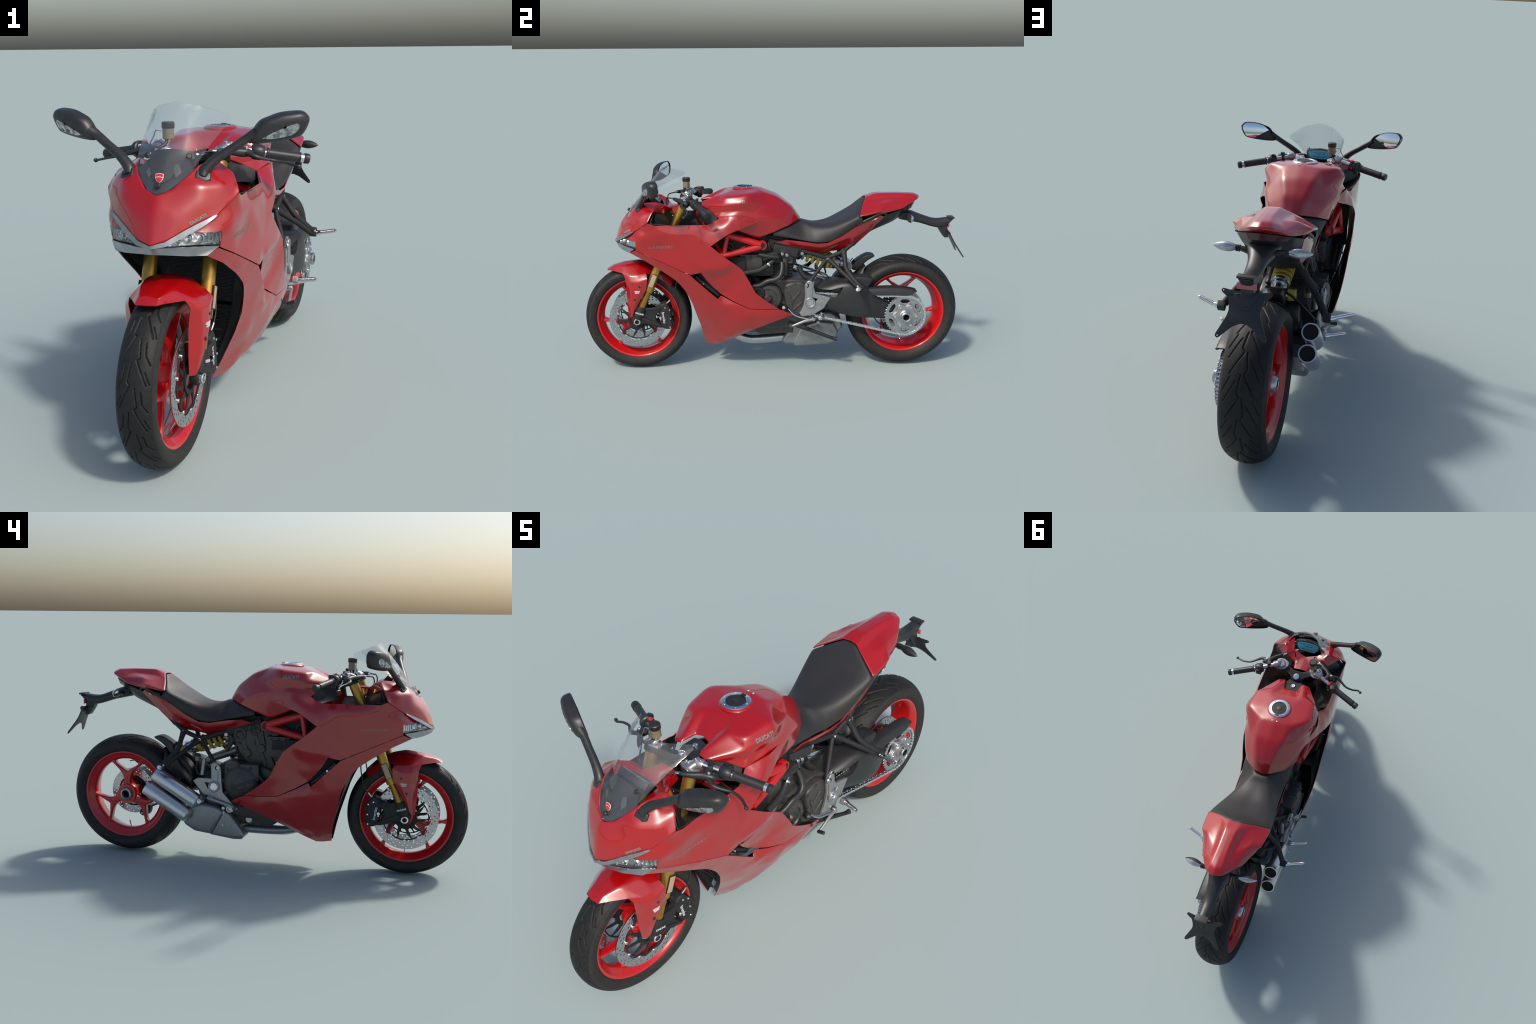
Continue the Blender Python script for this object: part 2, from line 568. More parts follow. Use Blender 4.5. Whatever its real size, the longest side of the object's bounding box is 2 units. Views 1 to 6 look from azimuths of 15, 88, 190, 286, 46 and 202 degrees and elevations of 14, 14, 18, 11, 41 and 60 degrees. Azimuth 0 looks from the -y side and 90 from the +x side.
def panel(name, outline, ctrl, mat, parent=None, to3d=lambda a, b, h: (h, a, b), res=0.007, smooth=8,
          thick=0.003, ridges=(), back=None, flip=False, angle=50):
    """sheet with an exact outline (a, b, h) whose height h follows a faceted net of control points, softened"""
    out = [tuple(p) for p in outline]
    allp = out + [tuple(p) for p in ctrl]
    n = len(out)
    pts2 = [Vector((p[0], p[1])) for p in allp]
    edges = [(i, (i + 1) % n) for i in range(n)] + [(n + a if a >= 0 else -a - 1, n + b if b >= 0 else -b - 1) for a, b in ridges]
    cv, ce, cf, ov, _, _ = delaunay_2d_cdt(pts2, edges, [], 1, 1e-7)
    hs = np.array([np.mean([allp[j][2] for j in o]) if o else np.nan for o in ov])
    C = np.array([(v.x, v.y) for v in cv])
    for i in np.where(np.isnan(hs))[0]:
        d = np.linalg.norm(np.array([p[:2] for p in allp]) - C[i], axis=1)
        w = 1 / (d + 1e-6) ** 3
        hs[i] = (w * np.array([p[2] for p in allp])).sum() / w.sum()
    # fine points
    poly = np.array([p[:2] for p in out])
    bnd = []
    for i in range(n):
        a, b = poly[i], poly[(i + 1) % n]
        k = max(1, int(round(np.linalg.norm(b - a) / res)))
        for t in range(k):
            bnd.append(a + (b - a) * t / k)
    bnd = np.array(bnd)
    lo, hi = poly.min(0), poly.max(0)
    gx = np.arange(lo[0], hi[0], res)
    gy = np.arange(lo[1], hi[1], res * 0.866)
    G = np.array([(x + (0.5 * res if j % 2 else 0), y) for j, y in enumerate(gy) for x in gx])
    G = G[point_in_poly(G, poly)]
    G = G[seg_dist(G, poly) > 0.55 * res]
    P = np.concatenate([bnd, G])
    nb = len(bnd)
    fv, fe, ff, _, _, _ = delaunay_2d_cdt([Vector(p) for p in P], [(i, (i + 1) % nb) for i in range(nb)], [], 1, 1e-7)
    Q = np.array([(v.x, v.y) for v in fv])
    H = np.full(len(Q), np.nan)
    best = np.full(len(Q), -9.0)
    for f in cf:
        for k in range(1, len(f) - 1):
            a, b, c = C[f[0]], C[f[k]], C[f[k + 1]]
            det = (b[0] - a[0]) * (c[1] - a[1]) - (c[0] - a[0]) * (b[1] - a[1])
            if abs(det) < 1e-12:
                continue
            u = ((Q[:, 0] - a[0]) * (c[1] - a[1]) - (c[0] - a[0]) * (Q[:, 1] - a[1])) / det
            v = ((b[0] - a[0]) * (Q[:, 1] - a[1]) - (Q[:, 0] - a[0]) * (b[1] - a[1])) / det
            w = 1 - u - v
            m = np.minimum(np.minimum(u, v), w)
            up = m > best
            u2, v2 = np.clip(u, 0, 1), np.clip(v, 0, 1)
            h = hs[f[0]] * (1 - u2 - v2) + hs[f[k]] * u2 + hs[f[k + 1]] * v2
            H[up] = h[up]
            best[up] = m[up]
    V3 = np.column_stack([Q, H])
    ecount = {}
    for f in ff:
        for a, b in zip(f, list(f[1:]) + [f[0]]):
            k = (min(a, b), max(a, b))
            ecount[k] = ecount.get(k, 0) + 1
    bd = {i for k, c in ecount.items() if c == 1 for i in k}
    S = neighbours_smooth(V3, list(ecount), bd, smooth)
    V3[:, 2] = S[:, 2]
    W = np.array([to3d(a, b, h) for a, b, h in V3])
    F = [tuple(f[::-1]) if flip else tuple(f) for f in ff]
    nf = len(F)
    if thick:
        W, F = thicken(W, F, thick)
    ob = add(name, W, F, mat, parent, angle)
    if thick and back:
        paint_back(ob, nf, back)
    return ob

def carve(ob, cutter):
    """boolean difference, applied"""
    md = ob.modifiers.new("cut", 'BOOLEAN')
    md.operation = 'DIFFERENCE'
    md.solver = 'EXACT'
    md.object = cutter
    bpy.context.view_layer.update()
    dg = bpy.context.evaluated_depsgraph_get()
    me = bpy.data.meshes.new_from_object(ob.evaluated_get(dg))
    ob.modifiers.clear()
    ob.data = me
    bpy.data.objects.remove(cutter)
    finish(me, 50)

def loft(name, rows, mat, parent=None, sub=(6, 6), smooth=4, mirror=False, closed=False, cap=False, thick=0.0, angle=50, cubic=True):
    """surface through rows of points; optional mirror (rows run from x = 0 outwards)"""
    R = np.array(rows, float)
    if mirror:
        L = R[:, ::-1, :] * [-1, 1, 1]
        R = np.concatenate([L[:, :-1], R], 1)
    def dens(A, k, close):
        if k <= 1:
            return A
        if cubic:
            return catmull(list(A), k, close)
        out = []
        m = len(A)
        for i in range(m if close else m - 1):
            for t in range(k):
                out.append(A[i] + (A[(i + 1) % m] - A[i]) * t / k)
        if not close:
            out.append(A[-1])
        return np.array(out)
    R = dens(R, sub[0], False)
    R = np.stack([dens(r, sub[1], closed) for r in R])
    for _ in range(smooth):
        S = R.copy()
        S[1:-1] = 0.5 * R[1:-1] + 0.25 * (R[:-2] + R[2:])
        R = S.copy()
        if closed:
            R = 0.5 * S + 0.25 * (np.roll(S, 1, 1) + np.roll(S, -1, 1))
        else:
            R[:, 1:-1] = 0.5 * S[:, 1:-1] + 0.25 * (S[:, :-2] + S[:, 2:])
    nr, nc, _ = R.shape
    V = R.reshape(-1, 3)
    F = []
    for i in range(nr - 1):
        for j in range(nc if closed else nc - 1):
            a, b = i * nc + j, i * nc + (j + 1) % nc
            F.append((a, b, b + nc, a + nc))
    if cap:
        F.append(tuple(range(nc))[::-1])
        F.append(tuple((nr - 1) * nc + k for k in range(nc)))
    if thick:
        V, F = thicken(V, F, thick)
    ob = add(name, V, F, mat, parent, angle)
    if cap or thick:
        fix_normals(ob.data)
        finish(ob.data, angle)
    return ob

def lettering(name, text, size, M, mat, parent, target=None, direction=(1, 0, 0), shear=0.0, bold=0.0, off=0.0012, spacing=1.0, align='CENTER'):
    """raised lettering, optionally wrapped on a surface along a direction"""
    cu = bpy.data.curves.new(name, 'FONT')
    cu.body = text
    cu.size = size
    cu.align_x = align
    cu.align_y = 'CENTER'
    cu.shear = shear
    cu.offset = bold
    cu.space_character = spacing
    cu.resolution_u = 3
    tmp = bpy.data.objects.new(name, cu)
    scene.collection.objects.link(tmp)
    dg = bpy.context.evaluated_depsgraph_get()
    me = bpy.data.meshes.new_from_object(tmp.evaluated_get(dg))
    bpy.data.objects.remove(tmp)
    bpy.data.curves.remove(cu)
    bm = bmesh.new()
    bm.from_mesh(me)
    bmesh.ops.triangulate(bm, faces=bm.faces)
    bmesh.ops.subdivide_edges(bm, edges=[e for e in bm.edges if e.calc_length() > size * 0.35], cuts=2, use_grid_fill=False)
    bmesh.ops.triangulate(bm, faces=bm.faces)
    bm.transform(M)
    d = Vector(direction).normalized()
    bvh = None
    if target is not None:
        tm = bmesh.new()
        for t in (target if isinstance(target, (list, tuple)) else [target]):
            tm.from_mesh(t.data)
        bvh = BVHTree.FromBMesh(tm)
        tm.free()
    for v in bm.verts:
        if bvh:
            hit = bvh.ray_cast(v.co + d * 0.15, -d, 0.4)
            if hit[0] is not None:
                v.co = hit[0] + d * off
    ret = bmesh.ops.extrude_face_region(bm, geom=bm.faces[:])
    for v in [g for g in ret["geom"] if isinstance(g, bmesh.types.BMVert)]:
        v.co -= d * (off + 0.0006)
    bmesh.ops.recalc_face_normals(bm, faces=bm.faces)
    bm.to_mesh(me)
    bm.free()
    me.materials.clear()
    me.materials.append(mat)
    me.polygons.foreach_set("use_smooth", [False] * len(me.polygons))
    return link(bpy.data.objects.new(name, me), parent)

def bolt_mesh(name, r, h, mat):
    prof = [(0, -0.002), (r, -0.002), (r, h * 0.7), (r * 0.85, h), (r * 0.5, h), (r * 0.45, h * 0.4), (0, h * 0.4)]
    V, F = lathe_data(prof, (0, 0, 0), (0, 0, 1), 16)
    me = new_mesh(name, V, F, mat, 30)
    fix_normals(me)
    finish(me, 30)
    return me

BOLT = bolt_mesh("bolt", 0.0048, 0.004, CHROME)
BLACKBOLT = bolt_mesh("bolt", 0.0055, 0.003, PLASTIC)

def bolt(pos, axis, parent, scale=1.0, mesh=None):
    ob = bpy.data.objects.new("bolt", mesh or BOLT)
    u, v, a = basis(axis)
    M = Matrix.Identity(4)
    for i in range(3):
        M[i][0], M[i][1], M[i][2], M[i][3] = u[i] * scale, v[i] * scale, a[i] * scale, pos[i]
    ob.matrix_world = M
    link(ob, parent)
    return ob

# ================================================================== WHEELS
FW = (-0.718, 0.281)      # axle centres (y, z)
RW = (0.687, 0.299)

def tyre(name, c, prof, grooves, repeats, sense, parent, wall_t):
    """tyre of revolution with the tread grooves sunk into the mesh; prof = (x, r) for one half, rim to crown"""
    half = catmull(prof, 8)
    P = np.concatenate([half, half[-2::-1] * [-1, 1]])
    seglen = np.linalg.norm(np.diff(P, axis=0), axis=1)
    s = np.concatenate([[0], np.cumsum(seglen)])
    m = 130
    ss = np.linspace(0, s[-1], m)
    X = np.interp(ss, s, P[:, 0])
    Rr = np.interp(ss, s, P[:, 1])
    tt = s[-1] / 2 - ss                      # arc distance from the crown, + on the left side
    n = 960
    R0 = P[:, 1].max()
    period = 2 * math.pi * R0 / repeats
    th = np.arange(n) / n * 2 * math.pi
    A, Tt = np.meshgrid(th * R0 * sense, tt, indexing='ij')
    D = np.full(A.shape, 9.0)
    for side in (1, -1):
        ph = 0 if side > 0 else period * 0.5
        a = np.mod(A + ph, period)
        t = Tt * side
        for g in grooves:
            for i in range(len(g) - 1):
                (t0, a0), (t1, a1) = g[i], g[i + 1]
                for k in (-1, 0, 1, 2):
                    p = np.array([t0, a0 - k * period]); q = np.array([t1, a1 - k * period])
                    d = q - p
                    w = np.clip(((t - p[0]) * d[0] + (a - p[1]) * d[1]) / (d @ d), 0, 1)
                    D = np.minimum(D, np.hypot(t - p[0] - w * d[0], a - p[1] - w * d[1]))
    depth = 0.0042 * np.clip(1.3 - D / (0.0023 if R0 > 0.29 else 0.0019), 0, 1)
    # normal of the profile
    dX, dR = np.gradient(X), np.gradient(Rr)
    L = np.hypot(dX, dR)
    nx, nr = dR / L, -dX / L
    if nr[m // 2] < 0:
        nx, nr = -nx, -nr
    XX = X[None] - nx[None] * depth
    RR = Rr[None] - nr[None] * depth
    V = np.stack([XX, c[0] + RR * np.cos(th)[:, None], c[1] + RR * np.sin(th)[:, None]], 2).reshape(-1, 3)
    F = []
    for i in range(n):
        j = (i + 1) % n
        for k in range(m - 1):
            F.append((i * m + k, i * m + k + 1, j * m + k + 1, j * m + k))
    ob = add(name, V, F, RUBBER, parent, 60)
    ob.data.materials.append(SIDEWALL)
    mi = np.zeros(len(F), dtype=np.int32).reshape(n, m - 1)
    tc = 0.5 * (tt[1:] + tt[:-1])
    mi[:, np.abs(tc) > wall_t] = 1
    ob.data.polygons.foreach_set("material_index", mi.ravel())
    return ob

def y_spoke(c, hub_r, fork_r, rim_r, half_deg, stem, arm, tip, ang):
    """outline of one Y-shaped spoke (u = y, v = z) pointing along ang"""
    pts = []
    a = math.radians(ang)
    def pol(r, t, off=0.0):
        # point at radius r in direction t, shifted sideways by off
        return (c[0] + r * math.cos(t) - off * math.sin(t), c[1] + r * math.sin(t) + off * math.cos(t))
    h = math.radians(half_deg)
    right, left = [], []
    t_r, t_l = a - h, a + h
    crotch = pol(fork_r + 0.030, a)
    base = [pol(hub_r, a, -stem), pol(fork_r * 0.8, a, -stem * 0.85)]
    ro = [pol(fork_r + 0.025, a - h * 0.42, -arm), pol(rim_r * 0.86, a - h * 0.92, -tip), pol(rim_r, a - h, -tip * 1.9)]
    ri = [pol(rim_r, a - h, tip * 1.9), pol(rim_r * 0.86, a - h * 0.9, tip), pol(fork_r + 0.04, a - h * 0.42, arm * 0.55)]
    lo = [pol(fork_r + 0.025, a + h * 0.42, arm), pol(rim_r * 0.86, a + h * 0.92, tip), pol(rim_r, a + h, tip * 1.9)]
    li = [pol(rim_r, a + h, -tip * 1.9), pol(rim_r * 0.86, a + h * 0.9, -tip), pol(fork_r + 0.04, a + h * 0.42, -arm * 0.55)]
    return base + ro + ri + [crotch] + li[::-1] + lo[::-1] + [pol(fork_r * 0.8, a, stem * 0.85), pol(hub_r, a, stem)]

def rim_profile(w, ro, ri, flat=0.32):
    """closed section (radius, x) of the rim band; flat = share of the half width taken by the well"""
    h = w
    if flat > 0.5:          # deep dish: the well lies towards the right, under the spokes
        return [(ro, -h), (ro - 0.004, -h - 0.0015), (ro - 0.010, -h + 0.001), (ro - 0.013, -h + 0.006), (ro - 0.022, -h + 0.012),
                (ri + 0.004, -h * 0.70), (ri, -h * 0.60), (ri, -h * 0.16), (ri + 0.003, 0.0), (ro - 0.026, h * 0.55), (ro - 0.021, h - 0.012), (ro - 0.013, h - 0.006),
                (ro - 0.010, h - 0.001), (ro - 0.004, h + 0.0015), (ro, h), (ro - 0.002, h - 0.004), (ro - 0.014, h - 0.012),
                (ri + 0.014, 0.0), (ri + 0.012, -h * 0.5), (ro - 0.012, -h + 0.012), (ro - 0.002, -h + 0.004)]
    return [(ro, -h), (ro - 0.004, -h - 0.0015), (ro - 0.010, -h + 0.001), (ro - 0.013, -h + 0.006), (ro - 0.020, -h + 0.014),
            (ri + 0.006, -h * 0.45), (ri, -h * 0.32), (ri, h * 0.32), (ri + 0.006, h * 0.45), (ro - 0.020, h - 0.014), (ro - 0.013, h - 0.006),
            (ro - 0.010, h - 0.001), (ro - 0.004, h + 0.0015), (ro, h), (ro - 0.002, h - 0.004), (ro - 0.016, h - 0.014),
            (ri + 0.012, h * 0.3), (ri + 0.012, -h * 0.3), (ro - 0.016, -h + 0.014), (ro - 0.002, -h + 0.004)]

def brake_disc(name, c, x, ro, ri, parent, thick=0.005, wave=0, rows=3, per=36, mat=None):
    out = [(c[0] + (ro + wave * 0.0015 * math.cos(10 * t)) * math.cos(t), c[1] + (ro + wave * 0.0015 * math.cos(10 * t)) * math.sin(t)) for t in np.linspace(0, 2 * math.pi, 160, endpoint=False)]
    inn = [(c[0] + (ri + 0.0035 * math.cos(10 * t)) * math.cos(t), c[1] + (ri + 0.0035 * math.cos(10 * t)) * math.sin(t)) for t in np.linspace(0, 2 * math.pi, 120, endpoint=False)]
    loops = [out, inn]
    for k in range(per):
        for j in range(rows):
            r = ri + (ro - ri) * (0.24 + 0.58 * j / max(1, rows - 1))
            t = 2 * math.pi * (k + 0.33 * j) / per
            if (k + j) % 3 == 2 and rows > 2:
                continue
            loops.append(circle((c[0] + r * math.cos(t), c[1] + r * math.sin(t)), 0.0036, 8))
    return plate(name, loops, x - thick / 2, x + thick / 2, mat or DISC, parent, bevel=0.0004, res=0, angle=30)

def carrier(name, c, x, r_out, r_hub, parent, n=10):
    loops = [circle(c, r_out, 100)]
    for k in range(n):
        t0 = 2 * math.pi * (k + 0.06) / n
        t1 = 2 * math.pi * (k + 0.94) / n
        ri, rr = r_hub + 0.008, r_out - 0.006
        skew = 0.16
        lp = [(rr, t0), (rr, 0.5 * (t0 + t1)), (rr, t1), ((ri + rr) / 2, t1 - 0.04 + skew / 2), (ri, t1 - 0.1 + skew), (ri, t0 + 0.12 + skew), ((ri + rr) / 2, t0 + 0.05 + skew / 2)]
        loops.append([tuple(q) for q in catmull([(c[0] + r * math.cos(t), c[1] + r * math.sin(t)) for r, t in lp], 4, True)])
    loops.append(circle(c, r_hub - 0.012, 48))
    return plate(name, loops, x - 0.003, x + 0.003, MATTE, parent, bevel=0.001, res=1)

# ---- steered wheel
front = lathe("wheel", rim_profile(0.0445, 0.2195, 0.184), (0, FW[0], FW[1]), (1, 0, 0), RIMRED, None, 120, closed=True, angle=50)
fs = []
for ang in (90, 210, 330):
    o = y_spoke(FW, 0.03, 0.072, 0.190, 25, 0.019, 0.011, 0.0065, ang)
    fs.append(plate("spoke", [catmull(o, 3, True)], -0.017, 0.017, RIMRED, front, bevel=0.006, res=3, angle=60))
hub = lathe("hub", [(0.022, -0.062), (0.03, -0.062), (0.034, -0.04), (0.046, -0.03), (0.048, 0), (0.046, 0.03), (0.034, 0.04), (0.03, 0.062), (0.022, 0.062)],
            (0, FW[0], FW[1]), (1, 0, 0), RIMRED, front, 48)
tyre("tyre", FW, [(0.040, 0.2145), (0.0465, 0.2185), (0.0530, 0.226), (0.0570, 0.237), (0.0585, 0.2465), (0.0560, 0.2560), (0.0475, 0.2665), (0.0335, 0.2750), (0.0170, 0.2798), (0.0, 0.281)],
     [[(0.008, 0.0), (0.015, 0.052), (0.007, 0.060), (0.040, 0.128)],
      [(0.026, 0.010), (0.030, 0.045), (0.047, 0.070)],
      [(0.034, 0.092), (0.050, 0.125)]], 13, 1, front, 0.058)
for sx in (1, -1):
    d = brake_disc("brake_disc", FW, sx * 0.063, 0.1505, 0.114, front)
    cr = carrier("disc_carrier", FW, sx * 0.064, 0.108, 0.048, front)
    ab = plate("sensor_ring", [circle(FW, 0.053, 60), circle(FW, 0.040, 48)] + [circle((FW[0] + 0.0475 * math.cos(a), FW[1] + 0.0475 * math.sin(a)), 0.0019, 6) for a in np.linspace(0, 2 * math.pi, 40, endpoint=False)],
               0.0695 if sx > 0 else -0.0715, 0.0715 if sx > 0 else -0.0695, MATTE, front, bevel=0.0003, res=0)
    for k in range(10):
        t = 2 * math.pi * (k + 0.5) / 10
        p = (sx * 0.0655, FW[0] + 0.1085 * math.cos(t), FW[1] + 0.1085 * math.sin(t))
        bolt(p, (sx, 0, 0), front, 1.35)
tube("valve_stem", [(0.0, FW[0] + 0.004, FW[1] - 0.184), (0.012, FW[0] + 0.004, FW[1] - 0.166), (0.02, FW[0] + 0.004, FW[1] - 0.153)], [0.003, 0.0028, 0.0032, 0.0032], CHROME, front, 10)

# ---- driven wheel
rear = lathe("wheel", rim_profile(0.070, 0.2205, 0.179, 0.72), (0, RW[0], RW[1]), (1, 0, 0), RIMRED, None, 120, closed=True, angle=50)
for ang in (90, 210, 330):
    o = y_spoke(RW, 0.03, 0.086, 0.186, 25, 0.020, 0.0110, 0.0060, ang)
    plate("spoke", [catmull(o, 3, True)], -0.052, -0.012, RIMRED, rear, bevel=0.008, res=3, angle=60)
    t = math.radians(ang)
    e = (math.cos(t), math.sin(t))
    plate("spoke_recess", [slot((RW[0] + 0.060 * e[0], RW[1] + 0.060 * e[1]), (RW[0] + 0.084 * e[0], RW[1] + 0.084 * e[1]), 0.006)], -0.0535, -0.050, FRAMERED, rear, bevel=0.001)
lathe("hub", [(0.03, -0.058), (0.048, -0.058), (0.052, -0.052), (0.054, -0.03), (0.055, 0.0), (0.05, 0.03), (0.045, 0.06), (0.03, 0.06)], (0, RW[0], RW[1]), (1, 0, 0), RIMRED, rear, 60, closed=True)
lathe("wheel_nut", [(0.016, -0.070), (0.022, -0.076), (0.027, -0.074), (0.033, -0.066), (0.034, -0.055), (0.016, -0.055)], (0, RW[0], RW[1]), (1, 0, 0), STEEL, rear, 40, closed=True)
lathe("axle_bore", [(0, -0.04), (0.0165, -0.04), (0.0165, -0.0745), (0.0175, -0.0745), (0.0175, -0.039), (0, -0.039)], (0, RW[0], RW[1]), (1, 0, 0), VOID, rear, 30)
for k in range(12):
    t = 2 * math.pi * k / 12
    bolt((-0.068, RW[0] + 0.0275 * math.cos(t), RW[1] + 0.0275 * math.sin(t)), (-1, 0, 0), rear, 0.7)
tyre("tyre", RW, [(0.062, 0.2145), (0.0700, 0.2185), (0.0785, 0.228), (0.0845, 0.241), (0.0862, 0.253), (0.0815, 0.2640), (0.0700, 0.2755), (0.0500, 0.2875), (0.0270, 0.2958), (0.0, 0.299)],
     [[(0.006, 0.0), (0.015, 0.062), (0.004, 0.078), (0.052, 0.160)],
      [(0.022, 0.025), (0.064, 0.100)],
      [(0.044, 0.010), (0.072, 0.062)]], 12, -1, rear, 0.082)
brake_disc("brake_disc", RW, 0.030, 0.118, 0.078, rear, rows=3, per=30)
carrier("disc_carrier", RW, 0.030, 0.08, 0.05, rear, 6)
tube("valve_stem", [(-0.0, RW[0] + 0.004, RW[1] - 0.179), (-0.01, RW[0] + 0.004, RW[1] - 0.163), (-0.014, RW[0] + 0.004, RW[1] - 0.149)], [0.003, 0.0028, 0.0034, 0.0034], CHROME, rear, 10)

# ---- sprocket and chain (left side)
CX = 0.128
def toothed(c, r_root, r_tip, n):
    pts = []
    for k in range(n):
        for f, r in ((0.0, r_root), (0.22, r_root + 0.3 * (r_tip - r_root)), (0.40, r_tip), (0.60, r_tip), (0.78, r_root + 0.3 * (r_tip - r_root))):
            t = 2 * math.pi * (k + f) / n
            pts.append((c[0] + r * math.cos(t), c[1] + r * math.sin(t)))
    return pts
loops = [toothed(RW, 0.1020, 0.1095, 43)]
for k in range(6):
    t = 2 * math.pi * (k + 0.5) / 6
    lp = [(0.086, t - 0.30), (0.089, t), (0.086, t + 0.30), (0.071, t + 0.24), (0.068, t), (0.071, t - 0.24)]
    loops.append([tuple(q) for q in catmull([(RW[0] + r * math.cos(a), RW[1] + r * math.sin(a)) for r, a in lp], 4, True)])
loops.append(circle(RW, 0.04, 40))
sprocket = plate("sprocket", loops, CX - 0.0035, CX + 0.0035, STEEL, None, bevel=0.0012)
petals = []
for k in range(96):
    t = 2 * math.pi * k / 96
    petals.append((RW[0] + (0.061 + 0.008 * math.cos(6 * t)) * math.cos(t), RW[1] + (0.061 + 0.008 * math.cos(6 * t)) * math.sin(t)))
plate("sprocket_carrier", [petals, circle(RW, 0.02, 30)], CX + 0.002, CX + 0.016, ALU, sprocket, bevel=0.004, res=3)
for k in range(6):
    t = 2 * math.pi * k / 6
    bolt((CX + 0.015, RW[0] + 0.056 * math.cos(t), RW[1] + 0.056 * math.sin(t)), (1, 0, 0), sprocket, 1.7)
lathe("axle_nut", [(0.0165, 0.0), (0.034, 0.0), (0.033, 0.010), (0.028, 0.013), (0.027, 0.026), (0.023, 0.030), (0.0165, 0.028)], (CX + 0.012, RW[0], RW[1]), (1, 0, 0), STEEL, sprocket, 24, closed=True)
for k in range(12):
    t = 2 * math.pi * k / 12
    box("axle_nut_lug", (CX + 0.035, RW[0] + 0.0255 * math.cos(t), RW[1] + 0.0255 * math.sin(t)), (0.006, 0.006, 0.005), STEEL, sprocket, bevel=0.001, rot=(math.degrees(t), 0, 0), seg=1)
lathe("axle_bore", [(0, 0.0), (0.0168, 0.0), (0.0168, 0.036), (0.016, 0.036), (0.016, 0.001), (0, 0.001)], (CX + 0.004, RW[0], RW[1]), (1, 0, 0), VOID, sprocket, 30)

FS, fr, rr = (0.128, 0.380), 0.050, 0.1055
def tangent(side):
    d = np.array([RW[0] - FS[0], RW[1] - FS[1]])
    L = np.linalg.norm(d)
    base = math.atan2(d[1], d[0])
    off = math.acos((fr - rr) / L)
    a = base + side * off
    e = np.array([math.cos(a), math.sin(a)])
    return np.array(FS) + fr * e, np.array(RW) + rr * e, a
tA, tB, aU = tangent(1)
bA, bB, aD = tangent(-1)
path = [tA + (tB - tA) * k / 60 for k in range(61)]
a0, a1 = aU, aD
while a1 > a0:
    a1 -= 2 * math.pi
path += [np.array(RW) + rr * np.array([math.cos(t), math.sin(t)]) for t in np.linspace(a0, a1, 80)]
path += [bB + (bA - bB) * k / 60 for k in range(61)]
b0, b1 = aD, aU
while b1 > b0:
    b1 -= 2 * math.pi
path += [np.array(FS) + fr * np.array([math.cos(t), math.sin(t)]) for t in np.linspace(b0, b1, 40)][1:]
path = np.array(path)
sl = np.concatenate([[0], np.cumsum(np.linalg.norm(np.diff(path, axis=0), axis=1))])
nl = int(round(sl[-1] / 0.0153 / 2)) * 2
pitch = sl[-1] / nl
pin = np.column_stack([np.interp(np.arange(nl) * pitch, sl, path[:, k]) for k in range(2)])
def link_mesh(w):
    out = []
    l = pitch / 2
    outline = []
    for s in (1, -1):
        for k in range(7):
            t = (-math.pi / 2 + math.pi * k / 6) + (0 if s > 0 else math.pi)
            outline.append((s * l + 0.0068 * math.cos(t), 0.0068 * math.sin(t)))
    outline = outline[:7] + [(0, 0.0048)] + outline[7:] + [(0, -0.0048)]
    ms = [plate_mesh([outline], w, w + 0.0018, 0.0004, SIDE, 1), plate_mesh([outline], -w - 0.0018, -w, 0.0004, SIDE, 1)]
    bm = bmesh.new()
    for m_ in ms:
        bm.from_mesh(m_)
        bpy.data.meshes.remove(m_)
    for s in (1, -1):
        V, F = lathe_data([(0, -w - 0.003), (0.0036, -w - 0.003), (0.0036, w + 0.003), (0, w + 0.003)], (0, s * l, 0), (1, 0, 0), 10)
        vs = [bm.verts.new(v) for v in V]
        for f in F:
            q = [vs[i] for i in dict.fromkeys(f)]
            if len(q) > 2:
                try:
                    bm.faces.new(q)
                except ValueError:
                    pass
    me = bpy.data.meshes.new("chain_link")
    bm.to_mesh(me)
    bm.free()
    me.materials.append(CHROME)
    finish(me, 35)
    return me
LM = (link_mesh(0.0045), link_mesh(0.0066))
chain = plate("chain_guide", [circle(FS, 0.042, 40), circle(FS, 0.02, 20)], CX - 0.003, CX + 0.003, STEEL, None, bevel=0.001)
for k in range(nl):
    p, q = pin[k], pin[(k + 1) % nl]
    mid = (p + q) / 2
    a = math.atan2(q[1] - p[1], q[0] - p[0])
    ob = bpy.data.objects.new("chain_link", LM[k % 2])
    ob.matrix_world = Matrix.Translation((CX, mid[0], mid[1])) @ Matrix.Rotation(a, 4, 'X')
    link(ob, sprocket)

# ================================================================== BODYWORK
def both(ob):
    return ob, mirrored(ob)

